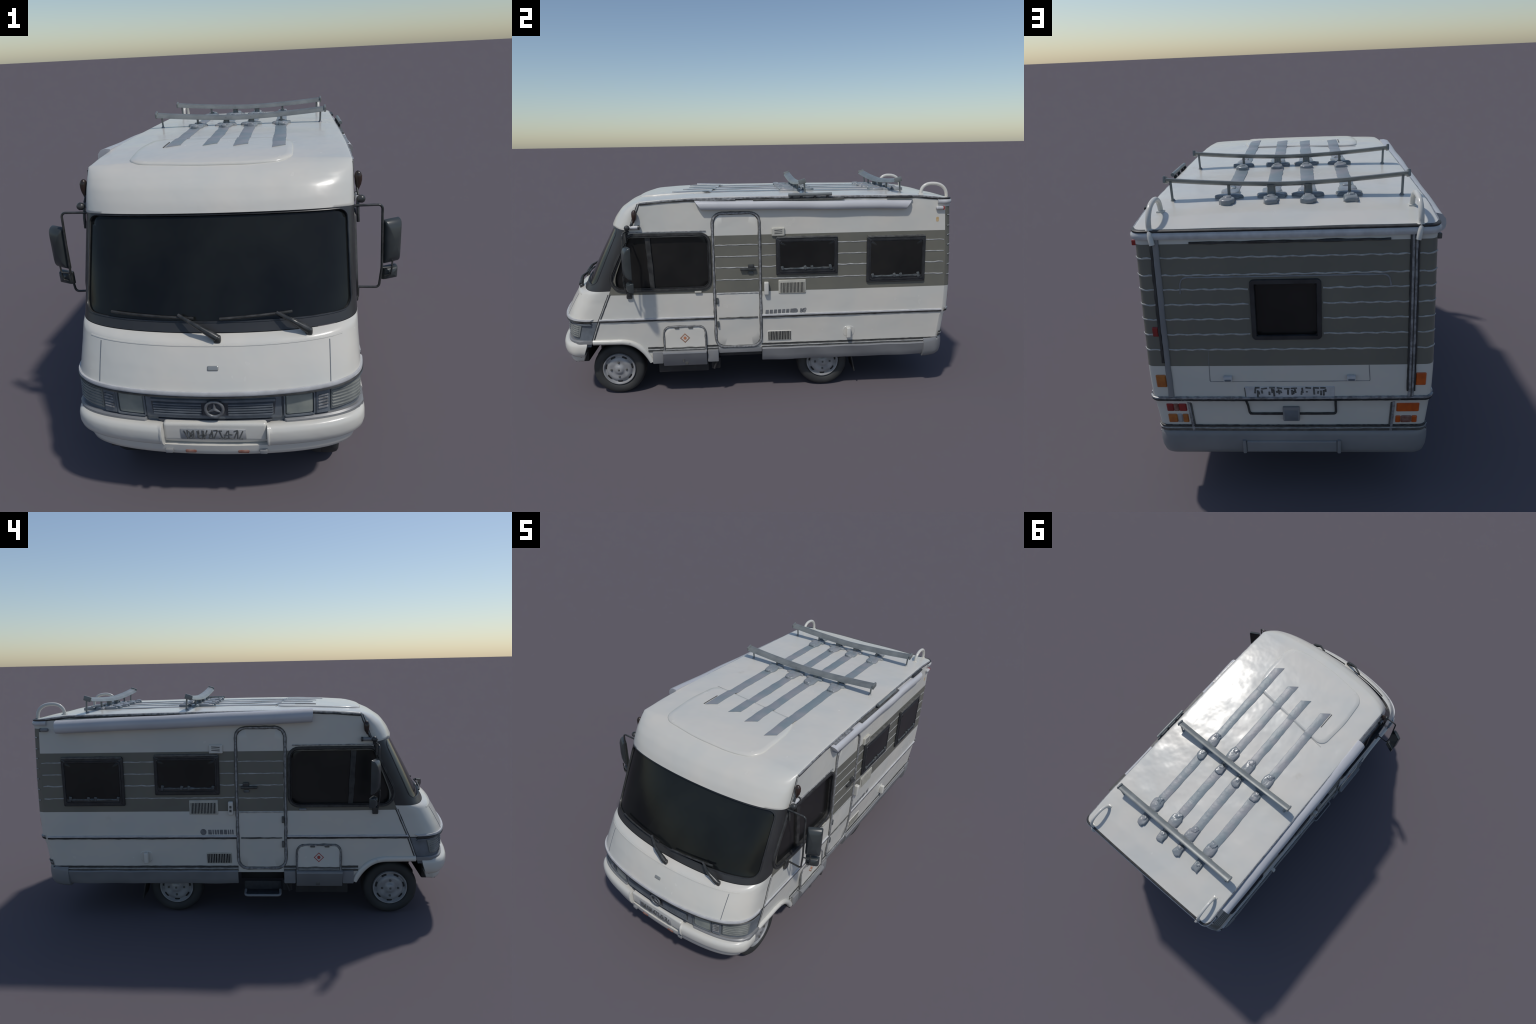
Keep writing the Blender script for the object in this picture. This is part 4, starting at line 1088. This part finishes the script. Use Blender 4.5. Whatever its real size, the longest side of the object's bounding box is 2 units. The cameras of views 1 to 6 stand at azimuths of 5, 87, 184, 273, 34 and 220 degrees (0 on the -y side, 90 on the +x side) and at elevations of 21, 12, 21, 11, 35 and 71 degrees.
# ------------------------------------------------------------------ wheels
def wheel(loc, s):
    """tyre, rim with cooling slots, hub cap and nuts around (x,y,z)"""
    R = 0.1315
    w = bpy.data.objects.new("wheel", None); COL.objects.link(w); w.parent = ROOT; w.location = loc
    def add(key, build):
        if key not in WM:
            WM[key] = build()
        else:
            o = WM[key].copy(); COL.objects.link(o); WM[key + str(len(WM))] = o
        o = WM[key] if WM[key].parent is ROOT else o
        o.parent = w
        o.scale = (s, 1, 1)
        return o
    add("tyre", lambda: lathe("tyre", [(0.080, -0.085), (0.105, -0.088), (0.124, -0.082), (R - 0.001, -0.070), (R, -0.05), (R - 0.002, -0.047), (R, -0.044), (R, -0.012), (R - 0.0015, -0.006),
                              (0.127, 0.004), (0.120, 0.010), (0.108, 0.0125), (0.096, 0.011), (0.088, 0.007), (0.082, 0.001), (0.080, -0.02), (0.080, -0.085)], TYRE, n=56))
    add("rim", lambda: lathe("rim", [(0.083, -0.004), (0.0835, 0.008), (0.081, 0.0125), (0.077, 0.012), (0.073, 0.005), (0.070, 0.002), (0.066, 0.002), (0.062, 0.007), (0.056, 0.012), (0.046, 0.0145), (0.036, 0.013), (0.026, 0.0140), (0.021, 0.018),
                             (0.015, 0.0215), (0.008, 0.0225), (0.0, 0.0215)], RIM, n=48))
    add("rim_back", lambda: lathe("rim_back", [(0.082, -0.06), (0.0, -0.06)], HOLE, n=24))
    def slot():
        def mp(a, b, h):
            r_ = 0.0655 + b; return Vector((0.0045 + h + 0.12 * -b, r_ * math.cos(a / 0.0655), r_ * math.sin(a / 0.0655)))
        parts = []
        for k_ in range(7):
            c_ = (-math.pi / 2 + k_ * 2 * math.pi / 7) * 0.0655
            parts.append(plate("rim_slot", mp, rect(c_ - 0.0125, -0.0052, c_ + 0.0125, 0.0055), 0.005, -0.002, 0.0012, HOLE, None, bv=0.0004, step=0.004, rings=2))
        return join("rim_slot", parts, HOLE, ROOT)
    add("rim_slot", slot)
    def nuts():
        parts = []
        for k_ in range(4):
            a = math.pi / 2 + k_ * 2 * math.pi / 4
            parts.append(box("wheel_nut", (0.0150, 0.0385 * math.cos(a), 0.0385 * math.sin(a)), (0.008, 0.010, 0.010), SEAL, None, 0.003, 2))
        parts.append(box("wheel_nut", (0.0215, 0, 0), (0.006, 0.010, 0.010), SEAL, None, 0.003, 2))
        return join("wheel_nut", parts, SEAL, ROOT)
    add("wheel_nut", nuts)
WM = {}
for y in (-0.696, 0.352):
    for s in (1, -1):
        wheel((s * (0.368 if y < 0 else 0.362), y, 0.1315), s)
    tube("axle", [(-0.30, y, 0.12), (0.30, y, 0.12)], 0.022, CHASSIS, None, n=12)
for s in (1, -1):
    box("mud_flap", (s * 0.335, 0.510, 0.120), (0.11, 0.006, 0.090), RUBBER, None, 0.002, rot=(0.2, 0, 0))

# ------------------------------------------------------------------ underside
floor = box("chassis", (0, -0.03, 0.215), (0.46, 1.58, 0.11), CHASSIS, None, 0.01)
box("chassis_floor", (0, -0.14, 0.245), (0.66, 0.76, 0.06), CHASSIS, floor, 0.006)
box("chassis_floor", (0, 0.71, 0.238), (0.83, 0.40, 0.08), CHASSIS, floor, 0.006)
box("wheel_well", (0, -0.69, 0.315), (0.85, 0.34, 0.03), CHASSIS, floor, 0.004)
box("wheel_well", (0, 0.36, 0.300), (0.85, 0.34, 0.03), CHASSIS, floor, 0.004)
box("nose_crossmember", (0, -0.885, 0.225), (0.70, 0.07, 0.11), CHASSIS, floor, 0.006)
box("engine_tray", (0, -0.74, 0.12), (0.40, 0.22, 0.06), CHASSIS, floor, 0.01)
for s in (1, -1):
    mesh("bumper_return", [(s * 0.435, -0.862, 0.305), (s * 0.435, -0.812, 0.296), (s * 0.43, -0.866, 0.222), (s * 0.422, -0.862, 0.305), (s * 0.422, -0.812, 0.296), (s * 0.42, -0.866, 0.222)],
         [(0, 1, 2), (5, 4, 3), (0, 3, 4, 1), (1, 4, 5, 2), (2, 5, 3, 0)], RUBBER, floor)
